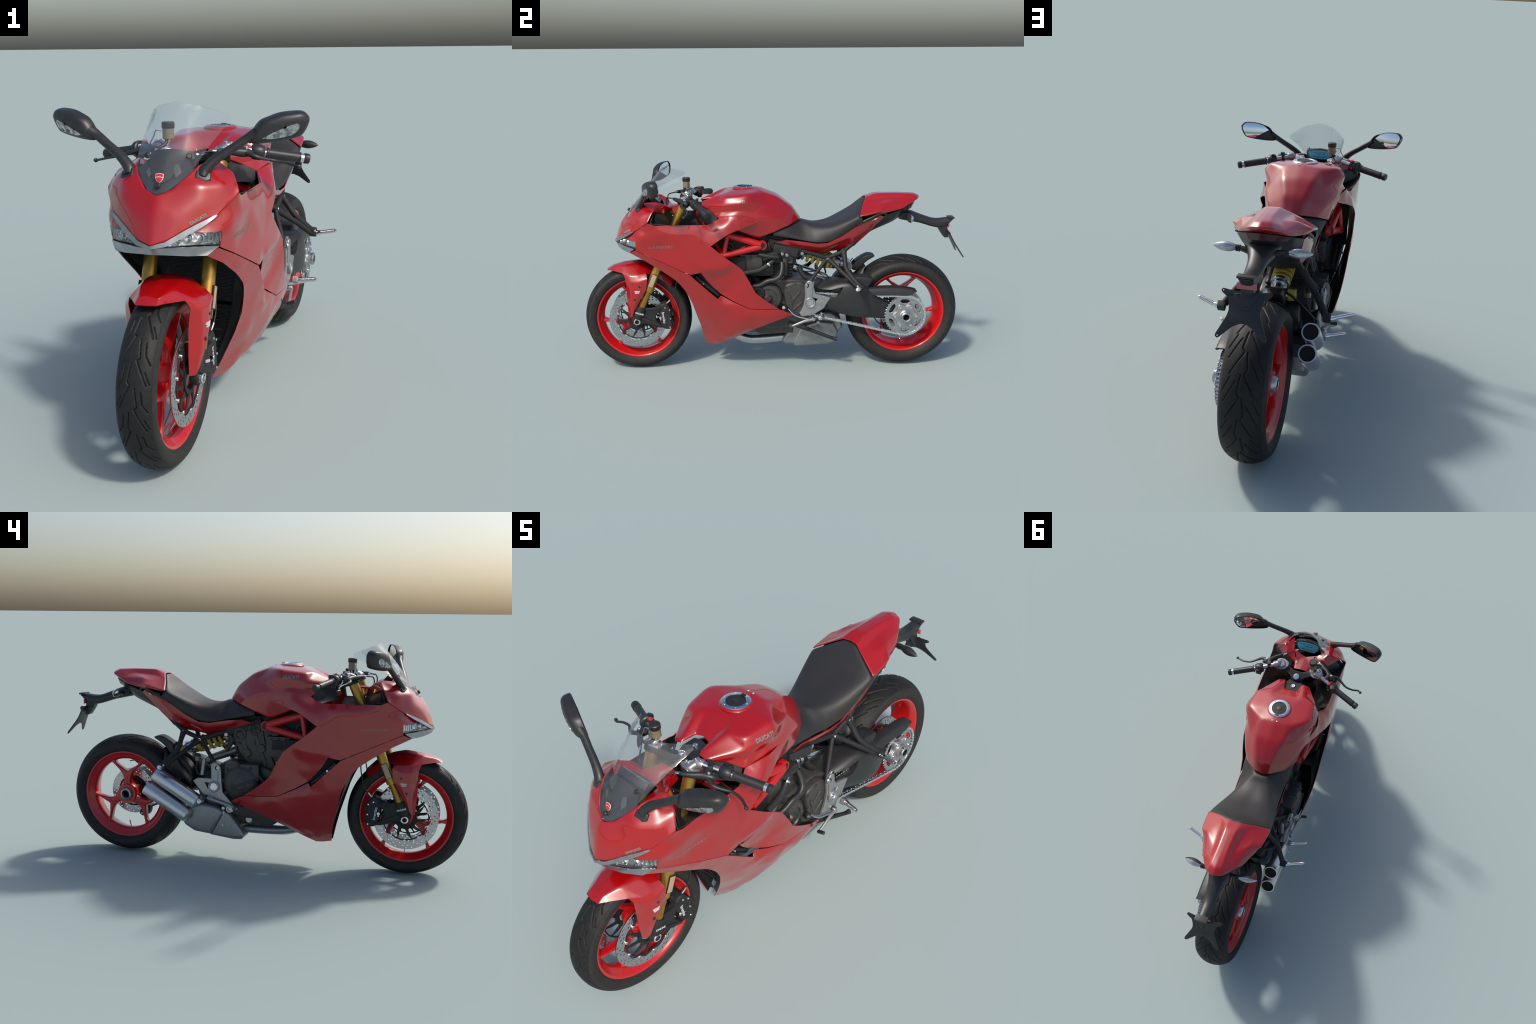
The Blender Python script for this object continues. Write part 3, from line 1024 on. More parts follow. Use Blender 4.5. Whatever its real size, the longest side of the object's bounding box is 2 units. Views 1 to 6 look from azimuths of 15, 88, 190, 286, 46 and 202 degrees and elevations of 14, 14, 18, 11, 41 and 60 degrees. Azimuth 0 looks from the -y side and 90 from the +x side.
# ---- side fairing, points are (y, z, x)
SEAM = [(-0.702, 0.681, 0.166), (-0.620, 0.645, 0.184), (-0.520, 0.600, 0.199), (-0.428, 0.560, 0.210)]
fair_outline = SEAM + [
    (-0.374, 0.568, 0.207), (-0.345, 0.522, 0.192), (-0.312, 0.482, 0.180), (-0.278, 0.446, 0.169),          # edge of the vent
    (-0.215, 0.410, 0.184), (-0.131, 0.370, 0.192), (-0.050, 0.366, 0.196), (0.022, 0.366, 0.196),
    (-0.018, 0.394, 0.203), (-0.058, 0.424, 0.209), (-0.098, 0.458, 0.213), (-0.120, 0.500, 0.218), (-0.138, 0.535, 0.221), (-0.167, 0.586, 0.224), (-0.210, 0.620, 0.225), (-0.258, 0.655, 0.225),
    (-0.322, 0.709, 0.222), (-0.285, 0.735, 0.222), (-0.235, 0.767, 0.217), (-0.170, 0.790, 0.196), (-0.115, 0.806, 0.175), (-0.072, 0.821, 0.160), (-0.078, 0.829, 0.160),
    (-0.120, 0.846, 0.172), (-0.181, 0.856, 0.192), (-0.225, 0.851, 0.182), (-0.281, 0.838, 0.163),
    (-0.305, 0.822, 0.178), (-0.335, 0.812, 0.192), (-0.420, 0.812, 0.194), (-0.520, 0.812, 0.196), (-0.600, 0.814, 0.202), (-0.632, 0.826, 0.206),
    (-0.668, 0.800, 0.185), (-0.704, 0.773, 0.160), (-0.735, 0.753, 0.124), (-0.757, 0.733, 0.099), (-0.735, 0.729, 0.140), (-0.699, 0.728, 0.176)]
fair_ctrl = [
    (-0.680, 0.745, 0.194), (-0.600, 0.762, 0.205), (-0.520, 0.770, 0.211), (-0.422, 0.779, 0.211),   # 0-3 shoulder ridge
    (-0.340, 0.790, 0.203), (-0.680, 0.718, 0.181), (-0.560, 0.705, 0.194), (-0.440, 0.680, 0.213), (-0.400, 0.620, 0.215),  # 4-8
    (-0.366, 0.582, 0.221), (-0.250, 0.592, 0.228),                                                     # 9-10 ridge above the vent
    (-0.325, 0.545, 0.195), (-0.240, 0.560, 0.202), (-0.200, 0.500, 0.194), (-0.200, 0.440, 0.189), (-0.110, 0.420, 0.202), # 11-15
    (-0.189, 0.846, 0.190), (-0.240, 0.810, 0.212), (-0.150, 0.815, 0.190), (-0.300, 0.770, 0.215), (-0.360, 0.730, 0.216), (-0.620, 0.690, 0.190), (-0.300, 0.640, 0.222)]
fairing = panel("side_fairing", fair_outline, fair_ctrl, RED, smooth=15, res=0.0065, back=VOID,
                ridges=[(0, 1), (1, 2), (2, 3), (9, 10), (16, 17)])
fairing_r = mirrored(fairing)

low_outline = [(-0.704, 0.678, 0.163), (-0.620, 0.642, 0.183), (-0.520, 0.597, 0.198), (-0.430, 0.556, 0.208),
               (-0.360, 0.488, 0.202), (-0.292, 0.424, 0.193), (-0.276, 0.438, 0.172), (-0.215, 0.405, 0.184), (-0.131, 0.367, 0.191), (-0.050, 0.363, 0.195), (0.022, 0.363, 0.195),
               (0.055, 0.350, 0.190), (0.088, 0.332, 0.181), (0.086, 0.326, 0.181),
               (-0.031, 0.281, 0.174), (-0.090, 0.250, 0.152), (-0.150, 0.217, 0.126), (-0.242, 0.162, 0.086), (-0.298, 0.130, 0.056), (-0.330, 0.127, 0.038), (-0.366, 0.129, 0.018),
               (-0.375, 0.190, 0.054), (-0.387, 0.250, 0.084), (-0.406, 0.320, 0.118), (-0.426, 0.392, 0.147), (-0.442, 0.430, 0.157), (-0.459, 0.463, 0.165), (-0.480, 0.494, 0.172), (-0.500, 0.518, 0.175), (-0.535, 0.545, 0.174), (-0.570, 0.569, 0.172), (-0.657, 0.622, 0.160), (-0.738, 0.662, 0.137)]
low_ctrl = [(-0.300, 0.180, 0.090), (-0.299, 0.250, 0.124), (-0.297, 0.322, 0.156), (-0.268, 0.376, 0.188), (-0.200, 0.380, 0.191), (-0.120, 0.345, 0.194),
            (-0.330, 0.300, 0.142), (-0.360, 0.380, 0.165), (-0.400, 0.470, 0.184), (-0.460, 0.540, 0.194), (-0.560, 0.590, 0.186), (-0.180, 0.300, 0.178), (-0.060, 0.320, 0.192),
            (-0.280, 0.340, 0.170), (-0.235, 0.190, 0.118), (0.02, 0.325, 0.188), (-0.150, 0.245, 0.157), (-0.050, 0.296, 0.186), (-0.295, 0.150, 0.080)]
belly = panel("belly_fairing", low_outline, low_ctrl, RED, smooth=12, res=0.0065, back=VOID, ridges=[(0, 1), (1, 2), (2, 3), (3, 4)])
belly_r = mirrored(belly)

# ---- nose: control net, left half mirrored
nose_v = dict(
    tip=(0, -0.822, 0.701), b1=(0.040, -0.806, 0.712), b2=(0.090, -0.770, 0.742), b3=(0.130, -0.735, 0.762), brow=(0.160, -0.706, 0.775),
    s1=(0.186, -0.668, 0.802), corner=(0.207, -0.633, 0.829), hi=(0.180, -0.604, 0.882), top=(0.118, -0.580, 0.916),
    c1=(0, -0.806, 0.760), c2=(0, -0.785, 0.805), scr=(0, -0.762, 0.833),
    e1=(0.040, -0.742, 0.848), e2=(0.075, -0.705, 0.884), e3=(0.094, -0.668, 0.908),
    m1=(0.072, -0.774, 0.784), m2=(0.126, -0.730, 0.816), m3=(0.172, -0.673, 0.852), f1=(0.138, -0.640, 0.897), m4=(0.114, -0.722, 0.858))
nose_f = [("tip", "b1", "m1", "c1"), ("b1", "b2", "m1"), ("c1", "m1", "c2"), ("b2", "b3", "m2", "m1"), ("b3", "brow", "s1", "m2"),
          ("c2", "m1", "e1", "scr"), ("m1", "m2", "m4", "e1"), ("e1", "m4", "e2"), ("m2", "s1", "m3", "m4"), ("s1", "corner", "hi", "m3"),
          ("m4", "m3", "f1", "e3", "e2"), ("m3", "hi", "top", "f1"), ("f1", "top", "e3")]
nose_fairing = cage("nose_fairing", nose_v, nose_f, RED, level=4, smooth=36, thick=0.003, back=VOID, inflate=0.003)

# ---- headlamp
lip_v = dict(a=(0, -0.823, 0.697), b=(0.050, -0.806, 0.697), c=(0.110, -0.768, 0.694), d=(0.165, -0.705, 0.686), e=(0.138, -0.740, 0.662), f=(0.085, -0.780, 0.669), g=(0.040, -0.802, 0.675), h=(0, -0.812, 0.677))
lip = cage("headlamp_lip", lip_v, [("a", "b", "g", "h"), ("b", "c", "f", "g"), ("c", "d", "e", "f")][0:3], LAMPTRIM, level=3, smooth=3, thick=0.004)
lens_v = dict(a=(0, -0.8235, 0.700), b1=(0.040, -0.808, 0.7115), b2=(0.090, -0.772, 0.7415), b3=(0.130, -0.737, 0.7615), brow=(0.160, -0.708, 0.7745),
              pen2=(0.128, -0.735, 0.750), pen=(0.098, -0.762, 0.733), l1=(0.140, -0.733, 0.729), l2=(0.176, -0.700, 0.728), l3=(0.166, -0.703, 0.688),
              l4=(0.110, -0.766, 0.697), l5=(0.050, -0.805, 0.698))
lens_f = [("a", "b1", "l5"), ("b1", "b2", "pen", "l4", "l5"), ("b2", "b3", "pen2", "pen"), ("b3", "brow", "pen2"), ("pen", "l1", "l4"), ("l1", "l2", "l3", "l4")]
lens_f = [f[::-1] for f in lens_f]
refl_v = {k: (p[0] * 0.985, p[1] + 0.010, p[2]) for k, p in lens_v.items()}
headlamp = cage("headlamp", refl_v, [f[::-1] for f in lens_f], LAMP, level=4, smooth=2)
cage("headlamp_lens", lens_v, lens_f, LENS, headlamp, level=3, smooth=2, thick=0.002)
lip.parent = headlamp
for sx in (1, -1):
    for (x, y, z, r) in ((0.118, -0.744, 0.714, 0.014), (0.090, -0.768, 0.716, 0.012), (0.066, -0.786, 0.708, 0.008)):
        lathe("lamp_projector", [(0, 0.002), (r * 0.6, 0.0), (r, -0.008), (r * 1.1, -0.006), (r * 1.1, 0.006), (r, 0.006)], (sx * x, y + 0.004, z), (0, 1, 0), CHROME, headlamp, 24)
    # dividing ribs of the outer lamp
    for k in range(5):
        x = 0.132 + 0.009 * k
        box("lamp_rib", (sx * x, -0.7335 + (x - 0.14) * 0.92 + 0.004, 0.712), (0.0012, 0.006, 0.026), CHROME, headlamp, bevel=0.0004, seg=1)
    pass
brow_v = {}
brow_f = []
brow_pts = [(0, -0.8245, 0.702), (0.040, -0.8095, 0.7125), (0.090, -0.7735, 0.7425), (0.130, -0.7385, 0.7625), (0.160, -0.7095, 0.7755)]
brow_w = [0.009, 0.013, 0.016, 0.013, 0.003]
for k, (p, w) in enumerate(zip(brow_pts, brow_w)):
    brow_v["t%d" % k] = p
    brow_v["b%d" % k] = (p[0] + (0.004 if k else 0), p[1] - 0.0015, p[2] - w)
    if k:
        brow_f.append(("t%d" % k, "t%d" % (k - 1), "b%d" % (k - 1), "b%d" % k)[::-1])
cage("daylight_strip", brow_v, brow_f, LAMPTRIM, headlamp, level=3, smooth=4, thick=0.003)

# ---- windscreen
scr_outline = [(0.0, 0.836, -0.7615), (0.030, 0.846, -0.750), (0.060, 0.869, -0.722), (0.086, 0.898, -0.690), (0.098, 0.930, -0.650), (0.108, 0.960, -0.595), (0.122, 0.995, -0.520), (0.133, 1.022, -0.458), (0.126, 1.036, -0.462),
               (0.100, 1.052, -0.508), (0.069, 1.067, -0.548), (0.035, 1.075, -0.564), (0.0, 1.081, -0.572)]
scr_full = scr_outline + [(-a, b, h) for a, b, h in scr_outline[-2:0:-1]]
scr_ctrl = [(0, 0.90, -0.714), (0, 0.96, -0.670), (0, 1.02, -0.622), (0.05, 0.93, -0.672), (-0.05, 0.93, -0.672), (0.055, 1.0, -0.622), (-0.055, 1.0, -0.622), (0.09, 1.02, -0.545), (-0.09, 1.02, -0.545), (0.035, 0.875, -0.727), (-0.035, 0.875, -0.727)]
screen = panel("windscreen", scr_full, scr_ctrl, SCREEN, to3d=lambda a, b, h: (a, h, b), smooth=12, thick=0.003, flip=False)
for sx in (1, -1):
    disc("screen_screw", (sx * 0.063, -0.655, 0.930), (sx * 0.35, -0.8, 0.45), 0.0085, 0.010, PLASTIC, screen, 20)
disc("screen_screw", (0, -0.744, 0.858), (0, -0.87, 0.5), 0.0085, 0.010, PLASTIC, screen, 20)

# black tray under the screen with the badge
tray = cage("dash_tray", dict(a=(0, -0.756, 0.832), b=(0.036, -0.740, 0.844), c=(0.066, -0.704, 0.874), d=(0.084, -0.680, 0.896), e=(0.062, -0.652, 0.922), f=(0.030, -0.655, 0.928), g=(0, -0.660, 0.930),
                              h=(0, -0.715, 0.868), i=(0.035, -0.700, 0.880)),
            [("a", "b", "i", "h"), ("b", "c", "i"), ("c", "d", "e", "i"), ("i", "e", "f"), ("h", "i", "f", "g")], PLASTIC, level=3, smooth=3, thick=0.003)
cage("dash_hood", dict(a=(0, -0.738, 0.862), b=(0.022, -0.722, 0.872), c=(0.046, -0.690, 0.905), d=(0.056, -0.652, 0.934), e=(0, -0.655, 0.942), f=(0, -0.700, 0.905)), [("a", "b", "c", "f"), ("f", "c", "d", "e")], MATTE, tray, level=3, smooth=3, thick=0.002)
for sx in (1, -1):
    plate("tray_bracket", [[(0.0, 0.0), (0.022, 0.006), (0.030, 0.034), (0.018, 0.040), (0.004, 0.020)]], 0.0, 0.004, ALUDARK, tray, bevel=0.001, M=frame_matrix((sx * 0.042, -0.712, 0.876), (sx * 0.75, 0.50, 0.43), (sx * -0.05, 0.62, 0.78)))
plate("shield_badge", [[(-0.012, 0.010), (0, 0.0125), (0.012, 0.010), (0.0125, -0.002), (0.008, -0.011), (0, -0.017), (-0.008, -0.011), (-0.0125, -0.002)]], 0, 0.002, WHITEDECAL, tray,
      bevel=0.0005, M=frame_matrix((0, -0.731, 0.880), (1, 0, 0), (0, 0.35, 0.94)))
plate("shield_badge_face", [[(-0.0105, 0.0085), (0, 0.011), (0.0105, 0.0085), (0.011, 0.001), (0, 0.0035), (-0.011, 0.001)], [(-0.011, -0.0015), (0, 0.001), (0.0108, -0.0015), (0.007, -0.010), (0, -0.0152), (-0.007, -0.010)]], 0.002, 0.0028, SWITCHRED, tray,
      bevel=0.0003, M=frame_matrix((0, -0.731, 0.880), (1, 0, 0), (0, 0.35, 0.94)))

# red dash surround: arms from the nose running back to the steering head
arm_v = dict(n1=(0.180, -0.606, 0.881), n2=(0.118, -0.582, 0.915), n3=(0.090, -0.655, 0.906), d1=(0.068, -0.580, 0.897), p1=(0.100, -0.553, 0.904), p2=(0.062, -0.530, 0.874), q1=(0.044, -0.522, 0.880), q0=(0, -0.562, 0.882), r1=(0.036, -0.475, 0.880), r0=(0, -0.475, 0.884),
             u1=(0.052, -0.520, 0.845), u2=(0.044, -0.475, 0.850), w1=(0.125, -0.556, 0.860))
surround = cage("dash_surround", arm_v, [("n2", "n3", "d1", "p1")[::-1], ("p1", "d1", "q1", "p2")[::-1], ("d1", "q0", "q1")[::-1], ("q1", "q0", "r0", "r1")[::-1], ("p2", "q1", "u1")[::-1], ("q1", "r1", "u2", "u1")[::-1], ("n1", "n2", "p1", "w1")[::-1], ("w1", "p1", "p2")[::-1]], RED, level=3, smooth=4, thick=0.002)

# dash unit
D0 = (0.0, -0.603, 0.919)
Md = frame_matrix(D0, (-1, 0, 0), (0, -0.62, 0.78))
dash_pts = [(-0.045, -0.030), (0.045, -0.030), (0.066, -0.006), (0.070, 0.020), (0.052, 0.030), (0.0, 0.037), (-0.052, 0.030), (-0.070, 0.020), (-0.066, -0.006)]
dash = plate("instrument_panel", [dash_pts], -0.022, 0.004, PLASTIC, None, bevel=0.003, M=Md)
lcd_pts = [(-0.040, -0.024), (0.040, -0.024), (0.057, -0.004), (0.057, 0.013), (0.040, 0.019), (0.0, 0.022), (-0.040, 0.019), (-0.057, 0.013), (-0.057, -0.004)]
plate("display", [lcd_pts], 0.004, 0.0052, LCD, dash, bevel=0.0004, M=Md)
for k in range(11):
    u = -0.046 + 0.0092 * k
    plate("display_digit", [[(u - 0.0008, 0.012), (u + 0.0008, 0.012), (u + 0.0008, 0.015 + 0.003 * (1 - abs(k - 5) / 6)), (u - 0.0008, 0.015 + 0.003 * (1 - abs(k - 5) / 6))]], 0.0052, 0.0055, LCDINK, dash, bevel=0, M=Md)
plate("display_digit", [[(-0.050, 0.0095), (0.050, 0.0095), (0.050, 0.0105), (-0.050, 0.0105)]], 0.0052, 0.0055, LCDINK, dash, bevel=0, M=Md)
lettering("display_digit", "11:888  -88", 0.011, Md @ Matrix.Translation((0, 0.0015, 0.0054)), LCDINK, dash, direction=Md.to_3x3() @ Vector((0, 0, 1)), off=0.0)
lettering("display_digit", "888888 88:88 8888", 0.0075, Md @ Matrix.Translation((0, -0.0145, 0.0054)), LCDINK, dash, direction=Md.to_3x3() @ Vector((0, 0, 1)), off=0.0)
warn = [WHITEDECAL, WHITEDECAL, YELLOW, WHITEDECAL, YELLOW, SWITCHRED, YELLOW, SWITCHRED, YELLOW, WHITEDECAL, YELLOW, WHITEDECAL]
for k, mt in enumerate(warn):
    u = -0.052 + 0.0095 * k
    v = 0.0305 - 0.0065 * (abs(u) / 0.05) ** 2
    plate("warning_lamp", [circle((u, v), 0.0018, 8)], 0.004, 0.0048, mt, dash, bevel=0, M=Md)

# black panels inside the cockpit opening (either side)
inner_v = dict(a=(0.200, -0.622, 0.822), b=(0.198, -0.480, 0.808), c=(0.190, -0.340, 0.808), d=(0.095, -0.352, 0.725), e=(0.085, -0.475, 0.725), f=(0.085, -0.582, 0.760), g=(0.172, -0.606, 0.872), h=(0.110, -0.582, 0.905))
for o in both(cage("cockpit_liner", inner_v, [("a", "b", "e", "f")[::-1], ("b", "c", "d", "e")[::-1], ("g", "a", "f", "h")[::-1]], PLASTIC, level=3, smooth=2, mirror=False, thick=0.002)):
    pass
air_v = dict(a=(0.158, -0.286, 0.836), b=(0.150, -0.288, 0.853), c=(0.112, -0.318, 0.868), d=(0.076, -0.372, 0.890), e=(0.082, -0.392, 0.815), f=(0.128, -0.352, 0.812), g=(0.158, -0.325, 0.806), h=(0.160, -0.300, 0.812))
for o in both(cage("tank_side_cover", air_v, [("a", "b", "c", "f")[::-1], ("c", "d", "e", "f")[::-1], ("a", "f", "g", "h")[::-1]], PLASTIC, level=3, smooth=4, mirror=False, thick=0.003)):
    pass

for o in both(cage("cockpit_panel", dict(a=(0.168, -0.598, 0.862), b=(0.108, -0.575, 0.893), c=(0.046, -0.512, 0.846), d=(0.098, -0.520, 0.790), e=(0.185, -0.600, 0.815)), [("a", "b", "c", "d"), ("a", "d", "e")], PLASTIC, level=2, smooth=1, mirror=False, thick=0.002)):
    sx = 1 if o.data.vertices[0].co.x > 0 else -1
    bolt((sx * 0.062, -0.518, 0.834), (0.3 * sx, 0.7, 0.6), o, 1.1)

# ---- fuel tank
tank_v = dict(
    cap=(0, -0.150, 0.966), capr=(0, -0.085, 0.968), capl=(0.060, -0.150, 0.964), capf=(0, -0.225, 0.958),
    A=(0.082, -0.070, 0.957), A0=(0, -0.060, 0.962), B=(0.158, -0.129, 0.954), C=(0.145, -0.248, 0.940), D=(0.080, -0.278, 0.941), D2=(0.062, -0.230, 0.955),
    F=(0.033, -0.319, 0.906), F0=(0, -0.312, 0.914), E=(0.047, -0.378, 0.899), K=(0.030, -0.376, 0.892),
    G=(0.078, -0.378, 0.891), GH=(0.116, -0.320, 0.866), H=(0.162, -0.282, 0.838),
    S1=(0.182, -0.145, 0.921), S0=(0.158, -0.262, 0.903), S2=(0.107, -0.017, 0.893),
    Q0=(0.157, -0.255, 0.872), Q1=(0.166, -0.160, 0.878), Q2=(0.152, -0.050, 0.845), Q3=(0.122, 0.035, 0.815),
    W1=(0.180, -0.195, 0.852), W2=(0.160, -0.070, 0.820), L1=(0.150, -0.200, 0.775), L2=(0.123, -0.084, 0.722), L3=(0.135, -0.002, 0.757),
    R1=(0.066, 0.020, 0.924), R10=(0, 0.022, 0.929), R2=(0.044, 0.098, 0.864), R20=(0, 0.098, 0.868), Z=(0.036, 0.133, 0.800), Z0=(0, 0.142, 0.800), Z1=(0.096, 0.080, 0.784))
tank_f = [("A0", "capr", "A"), ("capr", "capl", "A"), ("capr", "cap", "capl"), ("cap", "capf", "capl"), ("capl", "D2", "C", "B"), ("capl", "B", "A"), ("capf", "D2", "capl"),
          ("capf", "F0", "F", "D2"), ("D2", "F", "E", "D"), ("D2", "D", "C"), ("E", "G", "S0", "D"), ("D", "S0", "C"),
          ("C", "S0", "S1", "B"), ("A", "B", "S1", "S2"), ("G", "GH", "Q0", "S0"), ("GH", "H", "Q0"), ("S0", "Q0", "Q1", "S1"), ("S1", "Q1", "Q2", "S2"),
          ("Q0", "H", "W1", "Q1"), ("Q1", "W1", "W2", "Q2"), ("H", "L1", "W1"), ("W1", "L1", "L2", "W2"), ("Q2", "W2", "L2", "L3"), ("Q2", "L3", "Z1", "Q3"), ("S2", "Q2", "Q3"),
          ("A0", "A", "R1", "R10"), ("A", "S2", "R1"), ("R1", "S2", "Q3", "R2"), ("R10", "R1", "R2", "R20"), ("R2", "Q3", "Z1", "Z"), ("R20", "R2", "Z", "Z0")]
tank = cage("fuel_tank", tank_v, tank_f, RED, level=4, smooth=28, thick=0.003, angle=80, inflate=0.0045)
capc, capa = (0, -0.150, 0.9715), (0, 0.02, 1)
lathe("tank_collar", [(0.050, -0.008), (0.060, -0.010), (0.061, -0.005), (0.056, 0.000), (0.050, 0.002)], capc, capa, RED, tank, 60, closed=True)
cap = lathe("filler_cap", [(0.037, -0.003), (0.052, -0.003), (0.0535, 0.002), (0.050, 0.0045), (0.039, 0.0055), (0.037, 0.004)], capc, capa, CHROME, tank, 64, closed=True)
lathe("filler_flap", [(0, 0.0035), (0.030, 0.0035), (0.0375, 0.002), (0.0375, -0.004)], capc, capa, MATTE, tank, 48)
plate("key_flap", [[(-0.010, -0.012), (0.010, -0.012), (0.014, 0.002), (0.006, 0.012), (-0.006, 0.012), (-0.014, 0.002)]], 0.0, 0.0022, PLASTIC, tank, bevel=0.0008, M=Matrix.Translation((0, -0.150, 0.9748)))
box("cap_hinge", (0, -0.110, 0.9765), (0.020, 0.012, 0.004), PLASTIC, tank, bevel=0.001)
for k in range(6):
    t = 2 * math.pi * (k + 0.25) / 6
    bolt((0.0455 * math.cos(t), -0.150 + 0.0455 * math.sin(t), 0.9763), (0, 0, 1), tank, 0.6)
for sx in (1, -1):
    plate("tank_label", [[(-0.004, -0.003), (0.004, -0.003), (0.003, 0.003), (-0.003, 0.003)]], 0, 0.001, WHITEDECAL, tank, bevel=0, M=Matrix.Translation((sx * 0.012, -0.075, 0.9700)) @ Matrix.Rotation(math.radians(-4), 4, 'X'))
# ignition lock panel in front of the tank
lock = cage("ignition_cover", dict(a=(0, -0.322, 0.903), b=(0.032, -0.326, 0.898), c=(0.045, -0.376, 0.887), d=(0.034, -0.405, 0.880), e=(0, -0.410, 0.880), f=(0, -0.365, 0.888), g=(0.06, -0.385, 0.84), h=(0, -0.42, 0.83)),
            [("a", "f", "c", "b"), ("f", "e", "d", "c"), ("c", "d", "g"), ("d", "e", "h", "g")][::1], PLASTIC, level=3, smooth=3, thick=0.002)
lathe("ignition_lock", [(0, 0.004), (0.005, 0.004), (0.006, 0.007), (0.011, 0.008), (0.0125, 0.004), (0.0125, -0.004)], (0, -0.352, 0.891), (0, -0.1, 1), CHROME, lock, 30)

# ---- seat
seat_rows = [
    [(0, -0.004, 0.700), (0.06, -0.004, 0.735), (0.112, -0.004, 0.757), (0.127, -0.004, 0.752), (0.127, -0.004, 0.738), (0.108, -0.004, 0.732)],
    [(0, 0.070, 0.745), (0.05, 0.070, 0.765), (0.086, 0.070, 0.782), (0.112, 0.070, 0.757), (0.124, 0.070, 0.727), (0.106, 0.070, 0.720)],
    [(0, 0.139, 0.796), (0.022, 0.139, 0.796), (0.043, 0.139, 0.790), (0.086, 0.139, 0.750), (0.118, 0.139, 0.714), (0.104, 0.139, 0.706)],
    [(0, 0.180, 0.786), (0.030, 0.180, 0.785), (0.060, 0.180, 0.778), (0.094, 0.180, 0.742), (0.118, 0.180, 0.704), (0.104, 0.180, 0.697)],
    [(0, 0.222, 0.780), (0.042, 0.222, 0.779), (0.082, 0.222, 0.768), (0.106, 0.222, 0.735), (0.119, 0.222, 0.697), (0.104, 0.222, 0.691)],
    [(0, 0.285, 0.784), (0.055, 0.285, 0.786), (0.107, 0.285, 0.775), (0.128, 0.285, 0.742), (0.125, 0.285, 0.703), (0.108, 0.285, 0.697)],
    [(0, 0.355, 0.812), (0.065, 0.355, 0.814), (0.126, 0.355, 0.806), (0.145, 0.355, 0.778), (0.135, 0.355, 0.740), (0.115, 0.355, 0.734)],
    [(0, 0.420, 0.852), (0.070, 0.420, 0.850), (0.130, 0.420, 0.842), (0.156, 0.420, 0.824), (0.142, 0.420, 0.786), (0.12, 0.420, 0.780)],
    [(0, 0.466, 0.905), (0.036, 0.466, 0.904), (0.090, 0.448, 0.874), (0.153, 0.433, 0.832), (0.146, 0.440, 0.800), (0.12, 0.440, 0.794)],
    [(0, 0.487, 0.906), (0.034, 0.483, 0.904), (0.090, 0.462, 0.870), (0.150, 0.447, 0.826), (0.145, 0.455, 0.804), (0.12, 0.455, 0.798)]]
seat = loft("seat", seat_rows, LEATHER, sub=(6, 6), smooth=3, mirror=True, angle=60)
seat.data.flip_normals()

# ---- tail cowl
tail_v = dict(
    f0=(0, 0.482, 0.914), f1=(0.033, 0.478, 0.912), f2=(0.090, 0.455, 0.880), f3=(0.159, 0.432, 0.837),
    t0=(0, 0.535, 0.931), t1=(0.028, 0.530, 0.930), g1=(0.058, 0.505, 0.900), g2=(0.108, 0.520, 0.880), w=(0.150, 0.541, 0.864), u0=(0, 0.640, 0.931), u1=(0.024, 0.640, 0.930), u2=(0.048, 0.630, 0.908), u3=(0.103, 0.566, 0.894), u4=(0.136, 0.556, 0.866),
    v0=(0, 0.735, 0.928), v1=(0.028, 0.722, 0.925), v2=(0.060, 0.675, 0.903), x0=(0, 0.768, 0.913), x1=(0.040, 0.752, 0.908), x2=(0.078, 0.690, 0.886),
    y0=(0, 0.738, 0.893), y1=(0.045, 0.722, 0.888), y2=(0.100, 0.655, 0.863), y3=(0.128, 0.575, 0.850), y4=(0.142, 0.520, 0.848))
tail_f = [("f0", "t0", "t1", "f1"), ("f1", "t1", "g1", "f2"), ("f2", "g1", "g2", "f3"), ("f3", "g2", "w"), ("t0", "u0", "u1", "t1"), ("t1", "u1", "u2", "g1"), ("g1", "u2", "u3", "g2"), ("g2", "u3", "u4", "w"),
          ("u0", "v0", "v1", "u1"), ("u1", "v1", "v2", "u2"), ("u2", "v2", "x2", "u3"), ("v0", "x0", "x1", "v1"), ("v1", "x1", "x2", "v2"), ("u3", "x2", "y2", "y3", "u4"), ("x0", "y0", "y1", "x1"), ("x1", "y1", "y2", "x2"), ("w", "u4", "y3", "y4"), ("f3", "w", "y4")]
tail = cage("tail_cowl", tail_v, [f[::-1] for f in tail_f], RED, level=4, smooth=22, thick=0.003, angle=80, back=VOID, inflate=0.003)

# red side panels under the seat (y, z, x)
sp_outline = [(0.014, 0.699, 0.116), (0.060, 0.712, 0.121), (0.130, 0.706, 0.124), (0.222, 0.690, 0.124), (0.275, 0.694, 0.128), (0.340, 0.726, 0.130), (0.413, 0.778, 0.140), (0.470, 0.806, 0.143), (0.545, 0.838, 0.138), (0.562, 0.828, 0.126),
              (0.520, 0.780, 0.112), (0.470, 0.726, 0.100), (0.412, 0.668, 0.088), (0.398, 0.660, 0.086), (0.352, 0.656, 0.080), (0.238, 0.624, 0.066), (0.130, 0.656, 0.090)]
sp_ctrl = [(0.240, 0.668, 0.118), (0.300, 0.680, 0.122), (0.400, 0.725, 0.126), (0.460, 0.775, 0.132), (0.330, 0.672, 0.090), (0.130, 0.688, 0.122), (0.52, 0.815, 0.134)]
for o in both(panel("tail_side_panel", sp_outline, sp_ctrl, RED, back=VOID, smooth=4, res=0.006, ridges=[(5, 0), (0, 1), (1, 2), (2, 3), (3, 6)])):
    pass
